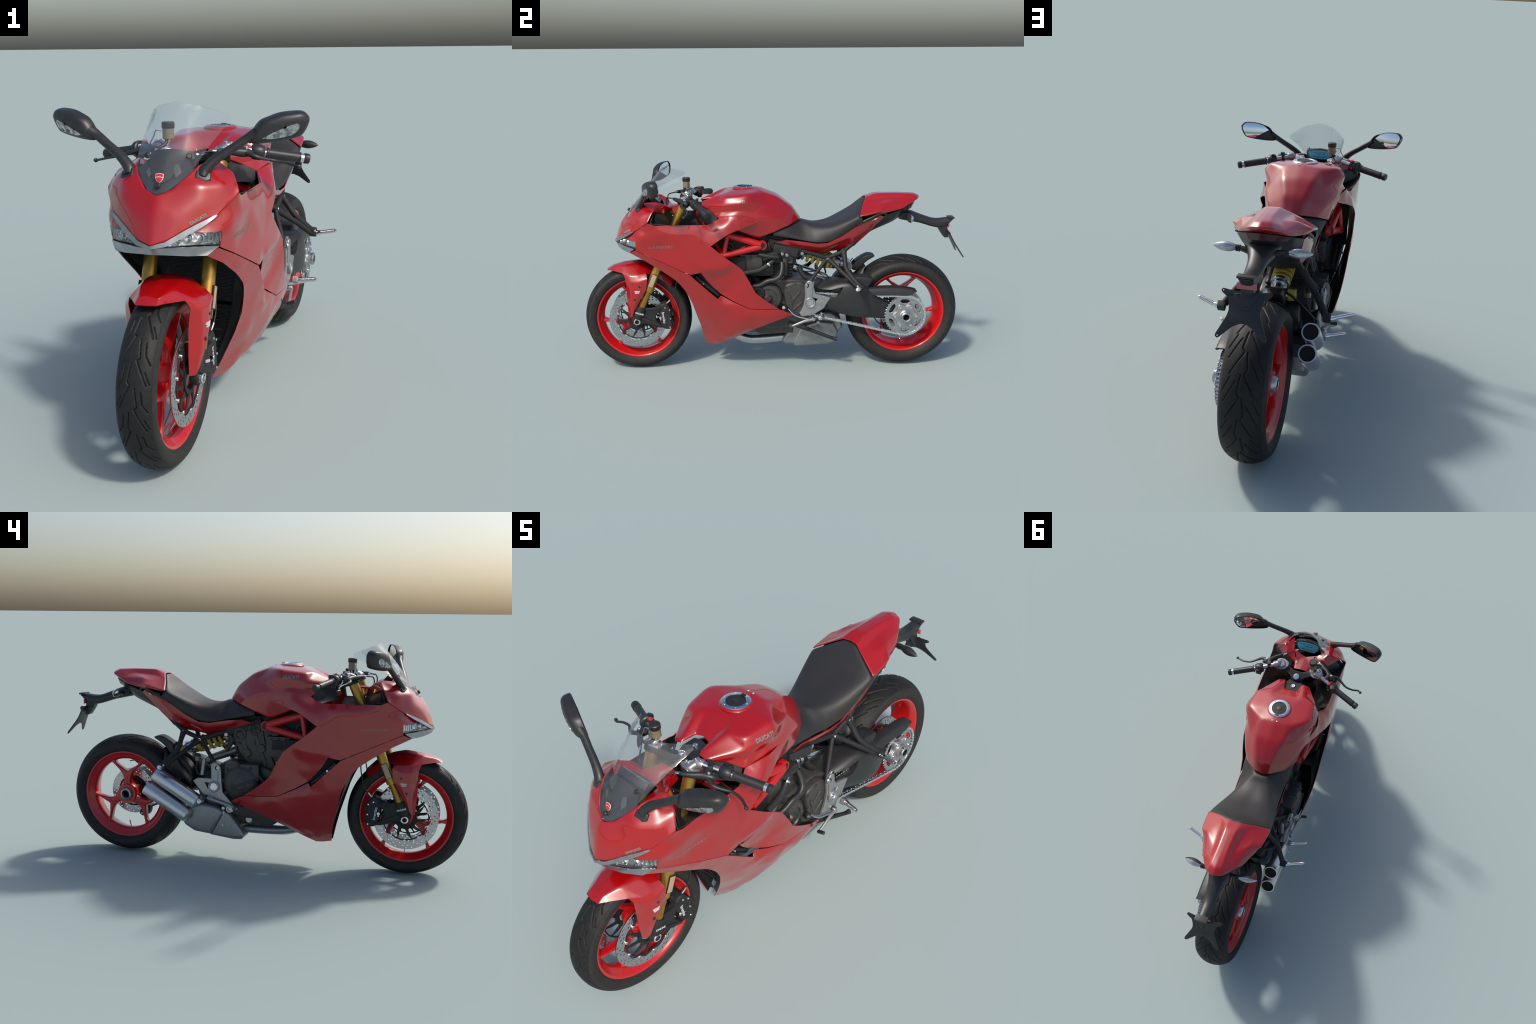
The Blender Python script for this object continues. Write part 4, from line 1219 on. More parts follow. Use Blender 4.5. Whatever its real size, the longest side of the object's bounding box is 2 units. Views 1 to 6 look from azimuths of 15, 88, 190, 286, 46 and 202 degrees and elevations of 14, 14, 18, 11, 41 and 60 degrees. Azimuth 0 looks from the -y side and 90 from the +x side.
# black strip between tail and side panel, undertail
gap_rows = [(0.100, 0.440, 0.806), (0.142, 0.470, 0.818), (0.140, 0.545, 0.848), (0.132, 0.575, 0.842)]
for sx in (1, -1):
    tube("tail_seam_strip", [(sx * 0.136, 0.425, 0.788), (sx * 0.140, 0.470, 0.815), (sx * 0.137, 0.530, 0.842), (sx * 0.128, 0.552, 0.850), (sx * 0.118, 0.575, 0.840)], 0.0075, PLASTIC, tail, 10)
    for k, mt in enumerate((GREEN, WHITEDECAL, SWITCHRED)):
        y = 0.498 + 0.012 * k
        plate("flag_stripe", [[(y, 0.8105 + (y - 0.498) * 0.42), (y + 0.0115, 0.8150 + (y - 0.498) * 0.42), (y + 0.0115, 0.8200 + (y - 0.498) * 0.42), (y, 0.8155 + (y - 0.498) * 0.42)]], sx * 0.141 - 0.001, sx * 0.141 + 0.001, mt, tail, bevel=0)
under_v = dict(a=(0.126, 0.560, 0.832), b=(0.100, 0.655, 0.860), c=(0.045, 0.715, 0.882), c0=(0, 0.730, 0.886), d=(0.040, 0.690, 0.838), d0=(0, 0.705, 0.838), e=(0.090, 0.610, 0.808), f=(0.088, 0.412, 0.668), g=(0, 0.420, 0.660), h=(0.075, 0.500, 0.745), h0=(0, 0.51, 0.74), i=(0.055, 0.620, 0.792), i0=(0, 0.63, 0.790), k=(0.112, 0.50, 0.78))
undertail = cage("undertail", under_v, [("b", "c", "d", "e"), ("a", "b", "e"), ("c", "c0", "d0", "d"), ("d", "d0", "i0", "i"), ("e", "d", "i"), ("e", "i", "h", "k"), ("a", "e", "k"), ("i", "i0", "h0", "h"), ("h", "h0", "g", "f"), ("k", "h", "f")], PLASTIC, level=3, smooth=4, thick=0.003)
light_v = dict(a=(0, 0.742, 0.890), b=(0.046, 0.724, 0.884), c=(0.098, 0.662, 0.862), d=(0.080, 0.672, 0.850), e=(0.040, 0.715, 0.858), f=(0, 0.728, 0.860))
cage("tail_light", light_v, [("a", "f", "e", "b"), ("b", "e", "d", "c")], REDLENS, undertail, level=3, smooth=2, thick=0.004)

# licence plate carrier
carrier_rows = []
for (y, zt, zb, w) in ((0.660, 0.842, 0.800, 0.060), (0.715, 0.838, 0.788, 0.050), (0.770, 0.818, 0.776, 0.034), (0.846, 0.792, 0.752, 0.030), (0.905, 0.795, 0.748, 0.026), (0.930, 0.798, 0.770, 0.024), (0.946, 0.800, 0.792, 0.026)):
    carrier_rows.append([(w * 0.45, y, zt), (w, y, zt - 0.012), (w * 0.9, y, zb), (0, y, zb - 0.004), (-w * 0.9, y, zb), (-w, y, zt - 0.012), (-w * 0.45, y, zt)])
plate_arm = loft("plate_carrier", carrier_rows, PLASTIC, sub=(4, 3), smooth=1, closed=True, cap=True, angle=45)
tongue = plate("plate_tongue", [[(0.860, 0.770), (0.915, 0.770), (0.922, 0.730), (0.925, 0.690), (0.905, 0.692), (0.880, 0.728)]], -0.022, 0.022, PLASTIC, plate_arm, bevel=0.003)
box("plate_lamp_hood", (0, 0.938, 0.797), (0.060, 0.030, 0.008), PLASTIC, plate_arm, bevel=0.002)
plate("reflector", [[(-0.034, -0.011), (0.034, -0.011), (0.034, 0.011), (-0.034, 0.011)]], 0, 0.004, REFLECT, plate_arm, bevel=0.001, M=frame_matrix((0, 0.922, 0.758), (-1, 0, 0), (0, 0.02, 1)))
Mp = frame_matrix((0, 0.9155, 0.733), (-1, 0, 0), (0, -0.506, 0.863))
star = [(-0.082, 0.008), (-0.088, 0.001), (-0.083, -0.007), (-0.062, -0.022), (-0.055, -0.045), (-0.053, -0.065), (-0.058, -0.085), (-0.086, -0.146), (-0.086, -0.155), (-0.079, -0.159), (-0.072, -0.155), (-0.035, -0.118), (-0.012, -0.106), (0, -0.105),
        (0.012, -0.106), (0.035, -0.118), (0.072, -0.155), (0.079, -0.159), (0.086, -0.155), (0.086, -0.146), (0.058, -0.085), (0.053, -0.065), (0.055, -0.045), (0.062, -0.022), (0.083, -0.007), (0.088, 0.001), (0.082, 0.008), (0.05, 0.003), (0, 0.0), (-0.05, 0.003)]
holes = [circle((s * 0.0805, 0.001), 0.0026, 12) for s in (1, -1)] + [circle((s * 0.079, -0.151), 0.0026, 12) for s in (1, -1)] + [circle((-0.050, -0.014), 0.003, 10)]
lp = plate("plate_bracket", [star] + holes, -0.0025, 0.0025, PLASTIC, plate_arm, bevel=0.0006, M=Mp)
plate("plate_bracket_boss", [[(-0.045, -0.006), (0.045, -0.006), (0.012, -0.060), (-0.012, -0.060)]], 0.001, 0.005, PLASTIC, plate_arm, bevel=0.0015, M=Mp)
for u, v in ((-0.03, -0.012), (0.022, -0.012), (0, -0.05)):
    q = Mp @ Vector((u, v, 0.005))
    bolt(q, Mp.to_3x3() @ Vector((0, 0, 1)), lp, 1.0, BLACKBOLT)

# indicators on stalks
for sx in (1, -1):
    stalk = tube("indicator_stalk", [(sx * 0.040, 0.700, 0.806), (sx * 0.072, 0.703, 0.815), (sx * 0.100, 0.700, 0.817)], [0.014, 0.011, 0.009, 0.010], PLASTIC, undertail, 14)
    for k in range(3):
        lathe("stalk_ring", [(0.0095, -0.0015), (0.0125, -0.001), (0.0125, 0.001), (0.0095, 0.0015)], (sx * (0.080 + 0.006 * k), 0.7025, 0.8155), (sx, -0.05, 0.05), PLASTIC, stalk, 16, closed=True)
    rows_b, rows_l = [], []
    for i in range(13):
        f = i / 12
        x = 0.096 + 0.086 * f
        r = 0.0175 * math.sin(math.pi * min(1, f * 0.86 + 0.14)) ** 0.75 + 0.0006
        yc = 0.699 - 0.010 * f
        zc = 0.817 - 0.002 * f
        rows_b.append([(sx * x, yc + 0.3 * r - 1.25 * r * math.sin(t), zc + r * math.cos(t)) for t in np.linspace(0, math.pi, 9)])
        rows_l.append([(sx * x, yc + 0.3 * r + 0.8 * r * math.sin(t), zc + r * math.cos(t)) for t in np.linspace(0, math.pi, 9)])
    b = loft("indicator", rows_b, PLASTIC, undertail, sub=(2, 2), smooth=1)
    l = loft("indicator_lens", rows_l, INDICATOR, b, sub=(2, 2), smooth=1)
    if sx > 0:
        b.data.flip_normals()
    else:
        l.data.flip_normals()
    bpy.context.view_layer.update()

# ---- front mudguard: hood over the tyre running down into two side blades
mud_v = dict(
    c0=(0, -0.875, 0.546), c1=(0, -0.842, 0.565), c2=(0, -0.785, 0.583), c3=(0, -0.705, 0.592), c4=(0, -0.645, 0.578), c5=(0, -0.570, 0.540), c6=(0, -0.520, 0.490),
    e0=(0.032, -0.870, 0.546), e1=(0.048, -0.845, 0.546), e2=(0.086, -0.784, 0.539), e3=(0.096, -0.772, 0.513), e4=(0.087, -0.768, 0.450), e5=(0.084, -0.767, 0.370), e6=(0.082, -0.762, 0.300),
    h1=(0.030, -0.845, 0.561), h2=(0.052, -0.785, 0.574), h3=(0.056, -0.705, 0.582), h4=(0.056, -0.650, 0.570), h5=(0.056, -0.575, 0.530), h6=(0.054, -0.525, 0.482),
    s2=(0.108, -0.745, 0.530), s3=(0.112, -0.705, 0.532), s4=(0.100, -0.662, 0.545), k5=(0.070, -0.620, 0.520), k6=(0.068, -0.540, 0.460),
    g1=(0.120, -0.742, 0.500), g2=(0.120, -0.742, 0.440), g3=(0.115, -0.746, 0.370), g4=(0.098, -0.750, 0.300),
    j1=(0.129, -0.700, 0.500), j2=(0.129, -0.702, 0.440), j3=(0.124, -0.722, 0.385), j4=(0.108, -0.738, 0.322),
    r1=(0.126, -0.655, 0.518), r2=(0.123, -0.662, 0.460), r3=(0.116, -0.696, 0.402), r4=(0.108, -0.732, 0.332))
mud_f = [("c0", "c1", "h1", "e0"), ("e0", "h1", "e1"), ("c1", "c2", "h2", "h1"), ("e1", "h1", "h2", "e2"), ("c2", "c3", "h3", "h2"), ("e2", "h2", "s2"), ("h2", "h3", "s3", "s2"), ("c3", "c4", "h4", "h3"), ("h3", "h4", "s4", "s3"), ("c4", "c5", "h5", "h4"), ("c5", "c6", "h6", "h5"),
         ("h4", "h5", "k5", "s4"), ("h5", "h6", "k6", "k5"), ("e2", "s2", "g1", "e3"), ("e3", "g1", "g2", "e4"), ("e4", "g2", "g3", "e5"), ("e5", "g3", "g4", "e6"), ("s2", "s3", "j1", "g1"), ("s3", "s4", "r1", "j1"),
         ("g1", "j1", "j2", "g2"), ("g2", "j2", "j3", "g3"), ("g3", "j3", "j4", "g4"), ("j1", "r1", "r2", "j2"), ("j2", "r2", "r3", "j3"), ("j3", "r3", "r4", "j4")]
fender = cage("mudguard", mud_v, [f[::-1] for f in mud_f], RED, level=4, smooth=14, thick=0.003, angle=80)
for sx in (1, -1):
    for (y, z, x) in ((-0.697, 0.477, 0.1285), (-0.723, 0.407, 0.125)):
        disc("mudguard_screw", (sx * (x - 0.002), y, z), (sx, 0, 0), 0.0058, 0.0035, PLASTIC, fender, 18)

# ================================================================== MIRRORS
rim3 = [(0.398, -0.557, 1.034), (0.391, -0.563, 1.051), (0.380, -0.569, 1.059), (0.361, -0.578, 1.060), (0.321, -0.595, 1.056), (0.289, -0.607, 1.044), (0.264, -0.616, 1.032), (0.242, -0.619, 0.997), (0.232, -0.619, 0.970),
        (0.292, -0.593, 0.972), (0.336, -0.575, 0.979), (0.362, -0.564, 0.985), (0.380, -0.558, 0.996)]
RIMP = np.array(rim3) + np.array([-0.005, 0, 0])
mc = RIMP.mean(0)
mn = np.array([-0.40, 0.90, 0.16])          # faces the rider
mn /= np.linalg.norm(mn)
rows = []
for f, sc, dz in ((-0.003, 0.93, 0.0), (0.0, 0.985, 0.0), (0.0, 1.0, 0.0), (0.014, 1.0, 0.001), (0.030, 0.92, 0.003), (0.040, 0.72, 0.005), (0.045, 0.40, 0.006), (0.046, 0.05, 0.006)):
    c2 = mc - mn * f
    rows.append([c2 + (p - mc) * sc + np.array([0, 0, dz]) for p in RIMP])
shell = loft("mirror_housing", rows, PLASTIC, None, sub=(3, 3), smooth=1, closed=True, angle=60)
fix_normals(shell.data); finish(shell.data, 60)
gl = [p for p in rim3[:6]] + [(0.263, -0.614, 1.021), (0.332, -0.577, 0.981)] + rim3[11:]
Mm = frame_matrix(mc, (-0.914, -0.406, 0.0), (0.06, -0.15, 0.98))
inv = Mm.inverted()
g2 = [(lambda q: (q[0] * 0.955, q[1] * 0.93))(inv @ Vector(p)) for p in gl]
wn = Mm.to_3x3() @ Vector((0, 0, 1))
sgn = 1 if wn.dot(Vector(mn)) > 0 else -1
mirror_glass = plate("mirror_glass", [g2], -0.001 * sgn - 0.001, -0.001 * sgn + 0.001, MIRROR, shell, bevel=0.0003, M=Mm)
full = [(lambda q: (q[0] * 0.95, q[1] * 0.95))(inv @ Vector(p)) for p in rim3]
back = plate("mirror_backing", [full], -0.0045 * sgn - 0.001, -0.0045 * sgn + 0.001, PLASTIC, shell, bevel=0.0002, M=Mm)
# indicator lens let into the lower front of the housing
_bm = bmesh.new()
_bm.from_mesh(shell.data)
_bvh = BVHTree.FromBMesh(_bm)
_bm.free()
def on_shell(a, b, h):
    hit = _bvh.ray_cast(Vector((a, -0.80, b)), Vector((0, 1, 0)), 1.0)
    return (a, (hit[0].y if hit[0] is not None else -0.60) - h, b)
mlens = panel("mirror_indicator", [(0.277, 0.985, 0.002), (0.300, 0.983, 0.003), (0.330, 0.987, 0.003), (0.355, 0.993, 0.003), (0.372, 1.005, 0.002), (0.379, 1.020, 0.001), (0.372, 1.027, 0.002), (0.345, 1.018, 0.003), (0.310, 1.003, 0.003)], [(0.330, 1.000, 0.0035)], LAMP, shell, to3d=on_shell, res=0.004, smooth=1, thick=0.003)
stalk = tube("mirror_stalk", [(0.110, -0.684, 0.880), (0.118, -0.674, 0.900), (0.150, -0.660, 0.930), (0.195, -0.645, 0.960), (0.232, -0.633, 0.985), (0.256, -0.630, 0.998)], [0.018, 0.0175, 0.0150, 0.0140, 0.0145, 0.019], PLASTIC, shell, 18, n=6, flat=0.85)
foot = plate("mirror_foot", [[(-0.024, -0.012), (0.012, -0.018), (0.024, -0.008), (0.022, 0.012), (-0.004, 0.022), (-0.022, 0.012)]], -0.008, 0.014, PLASTIC, shell, bevel=0.005, res=3, M=frame_matrix((0.112, -0.682, 0.876), (0.92, 0.30, -0.22), (0.05, 0.62, 0.78)))
msh = mirrored(shell)
for o in (mirror_glass, back, mlens, stalk, foot):
    mirrored(o, msh)

# ================================================================== STEERING: forks, clamps, bars
def fork_at(z):
    return -0.668 + 0.4245 * (z - 0.411)
FA = np.array([0, 0.4245, 1.0]) / math.hypot(0.4245, 1)
for sx in (1, -1):
    x = sx * 0.096
    def P(z):
        return (x, fork_at(z), z)
    up = tube("fork_tube", [P(0.458), P(0.925)], 0.0225, GOLD, None, 28, straight=True)
    lathe("fork_collar", [(0.0165, -0.006), (0.022, -0.006), (0.0245, 0.0), (0.0245, 0.022), (0.0235, 0.030), (0.0165, 0.030)], P(0.450), FA, GOLD, up, 32, closed=True)
    tube("fork_stanchion", [P(0.340), P(0.470)], 0.0170, BRONZE, up, 24, straight=True)
    # sticker along the outer leg
    Mst = frame_matrix((x + sx * 0.0222, fork_at(0.505), 0.505), (0, 1, -0.4245), FA) if sx > 0 else frame_matrix((x - 0.0222, fork_at(0.505), 0.505), (0, -1, 0.4245), FA)
    plate("fork_guard", [[(-0.014, -0.036), (0.014, -0.036), (0.014, 0.036), (-0.014, 0.036)]], 0.0, 0.0045, MATTE, up, bevel=0.0008, M=Mst)
    plate("fork_sticker", [[(-0.0118, -0.0338), (0.0118, -0.0338), (0.0118, 0.0338), (-0.0118, 0.0338)]], 0.0045, 0.0052, TAN, up, bevel=0.0002, M=Mst)
    # fork foot with caliper mount
    lathe("fork_boot", [(0.0172, 0.0), (0.0215, 0.0), (0.024, -0.010), (0.025, -0.05), (0.020, -0.070), (0.0, -0.075)], P(0.360), FA, MATTE, up, 32)
    foot = [(-0.712, 0.352), (-0.688, 0.368), (-0.662, 0.352), (-0.640, 0.350), (-0.598, 0.356), (-0.592, 0.340), (-0.615, 0.318), (-0.622, 0.296), (-0.606, 0.268), (-0.580, 0.252), (-0.590, 0.243), (-0.625, 0.249), (-0.680, 0.268), (-0.700, 0.257), (-0.722, 0.255), (-0.738, 0.268), (-0.743, 0.290), (-0.735, 0.318)]
    w0, w1 = (0.074, 0.101)
    hole = [(-0.645, 0.328), (-0.632, 0.322), (-0.634, 0.300), (-0.622, 0.275), (-0.650, 0.278), (-0.668, 0.290)]
    ft = plate("fork_foot", [catmull(foot, 4, True)], min(sx * w0, sx * w1), max(sx * w0, sx * w1), MATTE, up, bevel=0.006, res=3, angle=50)
    plate("fork_foot_rib", [slot((-0.700, 0.300), (-0.600, 0.255), 0.010, 0.007)], min(sx * 0.095, sx * 0.106), max(sx * 0.095, sx * 0.106), MATTE, up, bevel=0.003)
    plate("fork_foot_rib", [slot((-0.690, 0.345), (-0.605, 0.347), 0.009, 0.007)], min(sx * 0.093, sx * 0.104), max(sx * 0.093, sx * 0.104), MATTE, up, bevel=0.003)
    lathe("axle_nut", [(0.0105, -0.004), (0.0175, -0.004), (0.0185, 0.0), (0.0175, 0.009), (0.0155, 0.011), (0.011, 0.011), (0.0105, 0.009)], (sx * 0.103, FW[0], FW[1]), (sx, 0, 0), CHROME, up, 32, closed=True)
    lathe("axle_bore", [(0, 0.002), (0.0108, 0.002), (0.0108, 0.0)], (sx * 0.103, FW[0], FW[1]), (sx, 0, 0), VOID, up, 20)
    Mtx = frame_matrix((sx * 0.1075, -0.706, 0.327), (0, sx * 0.95, -sx * 0.35 if sx > 0 else 0.35), (0, 0.35 * 1, 0.95))
    lettering("fork_lettering", "OHLINS", 0.0125, frame_matrix((sx * 0.1215, -0.703, 0.329), (0, sx * 0.96, -0.28 * sx), (0, 0.28, 0.96)), WHITEDECAL, up, bold=0.0004, direction=(sx, 0, 0), off=0.0)
    # caliper
    cal = [(-0.602, 0.362), (-0.585, 0.374), (-0.565, 0.376), (-0.550, 0.356), (-0.541, 0.330), (-0.540, 0.290), (-0.536, 0.262), (-0.538, 0.240), (-0.560, 0.233), (-0.585, 0.240), (-0.598, 0.262), (-0.604, 0.300), (-0.606, 0.335)]
    c = plate("brake_caliper", [catmull(cal, 4, True)], min(sx * 0.042, sx * 0.097), max(sx * 0.042, sx * 0.097), MATTE, up, bevel=0.008, res=3, angle=50)
    plate("caliper_bridge", [catmull([(-0.552, 0.345), (-0.531, 0.325), (-0.527, 0.305), (-0.545, 0.300), (-0.531, 0.275), (-0.528, 0.255), (-0.545, 0.245), (-0.56, 0.3)], 3, True)], min(sx * 0.045, sx * 0.088), max(sx * 0.045, sx * 0.088), MATTE, c, bevel=0.004)
    lettering("caliper_lettering", "brembo", 0.0195, frame_matrix((sx * 0.0985, -0.580, 0.298), (0, 0.12, -0.99) if sx > 0 else (0, -0.16, 0.99), (0, 0.99, 0.12) if sx > 0 else (0, 0.99, 0.16)), WHITEDECAL, c, bold=0.0003, direction=(sx, 0, 0), off=0.0)
    for (y, z) in ((-0.572, 0.352), (-0.548, 0.340), (-0.545, 0.292), (-0.548, 0.246), (-0.596, 0.288)):
        bolt((sx * 0.096, y, z), (sx, 0, 0), c, 0.9)
    bolt((sx * 0.100, -0.597, 0.300), (sx, 0, 0), c, 1.6)
    # brake hose
    tube("brake_hose", [(sx * 0.085, -0.570, 0.372), (sx * 0.088, -0.545, 0.388), (sx * 0.090, -0.522, 0.430), (sx * 0.085, -0.508, 0.490), (sx * 0.070, -0.500, 0.560)], 0.0028, HOSE, up, 8)
    tube("hose_fitting", [(sx * 0.084, -0.575, 0.366), (sx * 0.087, -0.556, 0.380), (sx * 0.089, -0.545, 0.394)], 0.0042, CHROME, up, 10)
    # fork cap
    lathe("fork_cap", [(0, 0.012), (0.010, 0.012), (0.0115, 0.009), (0.018, 0.009), (0.021, 0.004), (0.021, -0.02)], P(0.925), FA, CHROME, up, 32)
    for k in range(14):
        t = 2 * math.pi * k / 14
        u, v, a = basis(FA)
        q = np.array(P(0.925)) + a * 0.0085 + 0.0145 * (math.cos(t) * u + math.sin(t) * v)
        bolt(q, FA, up, 0.42)

# triple clamps
u_, v_, a_ = basis(FA)
Mt = frame_matrix((0, fork_at(0.905), 0.905), (1, 0, 0), (0, 1 / math.hypot(1, 0.4245), -0.4245 / math.hypot(1, 0.4245)))
clamp_out = [(-0.125, 0.0), (-0.118, 0.022), (-0.095, 0.030), (-0.070, 0.026), (-0.040, 0.042), (-0.022, 0.062), (0, 0.066), (0.022, 0.062), (0.040, 0.042), (0.070, 0.026), (0.095, 0.030), (0.118, 0.022), (0.125, 0.0), (0.115, -0.024), (0.095, -0.030), (0.07, -0.018), (0.03, 0.010), (0, 0.012), (-0.03, 0.010), (-0.07, -0.018), (-0.095, -0.030), (-0.115, -0.024)]
yoke = plate("triple_clamp", [catmull(clamp_out, 3, True)], -0.012, 0.010, MATTE, None, bevel=0.003, M=Mt)
Mt2 = frame_matrix((0, fork_at(0.69), 0.69), (1, 0, 0), (0, 1 / math.hypot(1, 0.4245), -0.4245 / math.hypot(1, 0.4245)))
plate("triple_clamp", [catmull(clamp_out, 3, True)], -0.018, 0.018, MATTE, yoke, bevel=0.003, M=Mt2)
stem = Mt @ Vector((0, 0.045, 0.010))
zdir = Mt.to_3x3() @ Vector((0, 0, 1))
if zdir.z < 0:
    zdir = -zdir
top = Mt @ Vector((0, 0.045, 0))
lathe("stem_nut", [(0, 0.018), (0.008, 0.018), (0.009, 0.021), (0.016, 0.020), (0.0175, 0.016), (0.0175, 0.0)], top, zdir, CHROME, yoke, 12)
for sx in (1, -1):
    c = Mt @ Vector((sx * 0.096, 0, 0))
    up3 = np.array(zdir)
    Mc = frame_matrix(c + zdir * 0.010, (1, 0, 0), Mt.to_3x3() @ Vector((0, 1, 0)))
    s = 1 if (Mc.to_3x3() @ Vector((0, 0, 1))).dot(zdir) > 0 else -1
    lzg = [(-0.040 * sx, -0.010), (-0.026 * sx, -0.024), (0.0, -0.030), (0.024 * sx, -0.020), (0.030 * sx, 0.004), (0.020 * sx, 0.024), (-0.006 * sx, 0.029), (-0.028 * sx, 0.018)]
    plate("bar_clamp", [catmull(lzg, 3, True), circle((0, 0), 0.0215, 30)], min(0, s * 0.010), max(0, s * 0.010), ALU, yoke, bevel=0.002, M=Mc)
    bolt(Mc @ Vector((-0.033 * sx, 0.004, s * 0.010)), zdir, yoke, 1.1)
    bolt(Mc @ Vector((0.012 * sx, 0.026, s * 0.010)), zdir, yoke, 0.9)

# handlebars
def lerp(a, b, t):
    return np.array(a) * (1 - t) + np.array(b) * t
for sx in (1, -1):
    A = np.array([sx * 0.100, -0.440, 0.936])
    Bp = np.array([sx * 0.222, -0.385, 0.912])
    Cp = np.array([sx * 0.345, -0.336, 0.891])
    ax = (Cp - Bp) / np.linalg.norm(Cp - Bp)
    bar = tube("handlebar", [A, Bp], 0.0112, STEEL, None, 20, straight=True)
    # riser linking clamp and bar
    tube("bar_riser", [(sx * 0.098, -0.470, 0.918), (sx * 0.104, -0.455, 0.930), A + ax * 0.012], [0.016, 0.013, 0.015], ALU, bar, 16)
    lathe("bar_clamp_ring", [(0.0113, -0.014), (0.0165, -0.014), (0.0175, -0.011), (0.0175, 0.011), (0.0165, 0.014), (0.0113, 0.014)], A + ax * 0.018, ax, ALU, bar, 24, closed=True)
    for q in (0.008, 0.026):
        bolt(A + ax * q + np.array([0, -0.004, 0.016]), (0, -0.3, 1), bar, 1.0)
    Lg = np.linalg.norm(Cp - Bp)
    prof = [(0.0115, 0.0), (0.0185, 0.001), (0.0185, 0.005), (0.0158, 0.007)]
    for k in range(24):
        t = 0.010 + (Lg - 0.038) * k / 23
        prof += [(0.0160, t), (0.0155, t + (Lg - 0.038) / 46)]
    prof += [(0.0175, Lg - 0.027), (0.0175, Lg - 0.024), (0.0115, Lg - 0.023)]
    lathe("grip", prof, Bp, ax, HOSE, bar, 24)
    lathe("bar_end_ring", [(0.010, 0.0), (0.0145, 0.0), (0.0145, 0.011), (0.010, 0.011)], Cp - ax * 0.024, ax, CHROME if sx > 0 else PLASTIC, bar, 24)
    lathe("bar_end", [(0.0, 0.0), (0.0155, 0.0), (0.0165, 0.002), (0.0160, 0.016), (0.012, 0.019), (0, 0.019)], Cp - ax * 0.013, ax, PLASTIC, bar, 24)
    if sx > 0:
        sw = lathe("switch_pod", [(0.011, -0.021), (0.020, -0.020), (0.0245, -0.013), (0.0250, 0.010), (0.022, 0.017), (0.020, 0.021), (0.011, 0.022)], Bp - ax * 0.027, ax, PLASTIC, bar, 28)
        box("switch_button", tuple(Bp - ax * 0.030 + np.array([-0.004, 0.012, 0.024])), (0.018, 0.012, 0.010), MATTE, sw, bevel=0.002)
        box("switch_button", tuple(Bp - ax * 0.026 + np.array([0.0, 0.026, 0.006])), (0.016, 0.010, 0.018), MATTE, sw, bevel=0.003)
        box("switch_housing", tuple(Bp - ax * 0.027 + np.array([0.0, 0.010, -0.010])), (0.030, 0.030, 0.030), PLASTIC, sw, bevel=0.007)
        lathe("lever_perch_ring", [(0.0113, -0.006), (0.018, -0.006), (0.018, 0.006), (0.0113, 0.006)], A + ax * 0.058, ax, PLASTIC, bar, 20, closed=True)
        tube("mirror_lug", [A + ax * 0.058 + np.array([0, 0, 0.010]), A + ax * 0.058 + np.array([0.0, 0, 0.026])], 0.010, PLASTIC, bar, 14)
    else:
        sw = lathe("switch_pod", [(0.011, -0.022), (0.019, -0.021), (0.0225, -0.014), (0.0225, -0.004), (0.027, -0.001), (0.0275, 0.013), (0.024, 0.019), (0.018, 0.026), (0.011, 0.028)], Bp - ax * 0.026, ax, PLASTIC, bar, 28)
        lathe("kill_switch", [(0.0226, -0.0085), (0.0250, -0.008), (0.0250, 0.004), (0.0226, 0.0045)], Bp - ax * 0.040, ax, MATTE, sw, 28, closed=True)
        box("kill_switch_button", tuple(Bp - ax * 0.042 + np.array([0.002, 0.008, 0.024])), (0.016, 0.015, 0.007), SWITCHRED, sw, bevel=0.002, rot=(-18, 0, 12))
        box("start_button", tuple(Bp - ax * 0.040 + np.array([0.0, 0.024, -0.006])), (0.012, 0.007, 0.013), SWITCHRED, sw, bevel=0.002)
        box("throttle_housing", tuple(Bp - ax * 0.018 + np.array([0.0, 0.012, 0.018])), (0.024, 0.026, 0.018), PLASTIC, sw, bevel=0.006, rot=(0, 0, 15))
        box("throttle_housing", tuple(Bp - ax * 0.022 + np.array([0.0, 0.004, -0.020])), (0.022, 0.024, 0.024), PLASTIC, sw, bevel=0.006)
    # lever and its perch
    perch = loft("lever_perch", [[np.array(c) + np.array([0, r * math.cos(t), 0.8 * r * math.sin(t)]) for t in np.linspace(0, 2 * math.pi, 10, endpoint=False)]
                                 for c, r in (((sx * 0.100, -0.508, 0.930), 0.006), ((sx * 0.112, -0.500, 0.930), 0.011), ((sx * 0.140, -0.478, 0.926), 0.014), ((sx * 0.160, -0.455, 0.922), 0.019), ((sx * 0.182, -0.444, 0.920), 0.016), ((sx * 0.195, -0.440, 0.918), 0.007))], PLASTIC, bar, sub=(3, 2), smooth=1, closed=True, cap=True)
    tube("lever_mount", [A + ax * 0.058, (sx * 0.160, -0.448, 0.924)], [0.012, 0.013], PLASTIC, bar, 12, straight=True)
    lev = [(sx * 0.170, -0.452, 0.921), (sx * 0.205, -0.462, 0.912), (sx * 0.232, -0.450, 0.903), (sx * 0.262, -0.432, 0.896), (sx * 0.300, -0.430, 0.889), (sx * 0.325, -0.438, 0.884), (sx * 0.340, -0.445 if sx > 0 else -0.432, 0.881)]
    tube("brake_lever" if sx < 0 else "clutch_lever", lev, [0.010, 0.009, 0.0065, 0.0055, 0.005, 0.0048, 0.0048], PLASTIC, bar, 12, n=6, flat=0.8)
    lathe("lever_ball", [(0, -0.0075), (0.005, -0.0058), (0.0075, 0), (0.005, 0.0058), (0, 0.0075)], lev[-1], (sx, 0, 0), PLASTIC, bar, 14)
    bolt((sx * 0.176, -0.449, 0.934), (0, 0, 1), bar, 1.2)
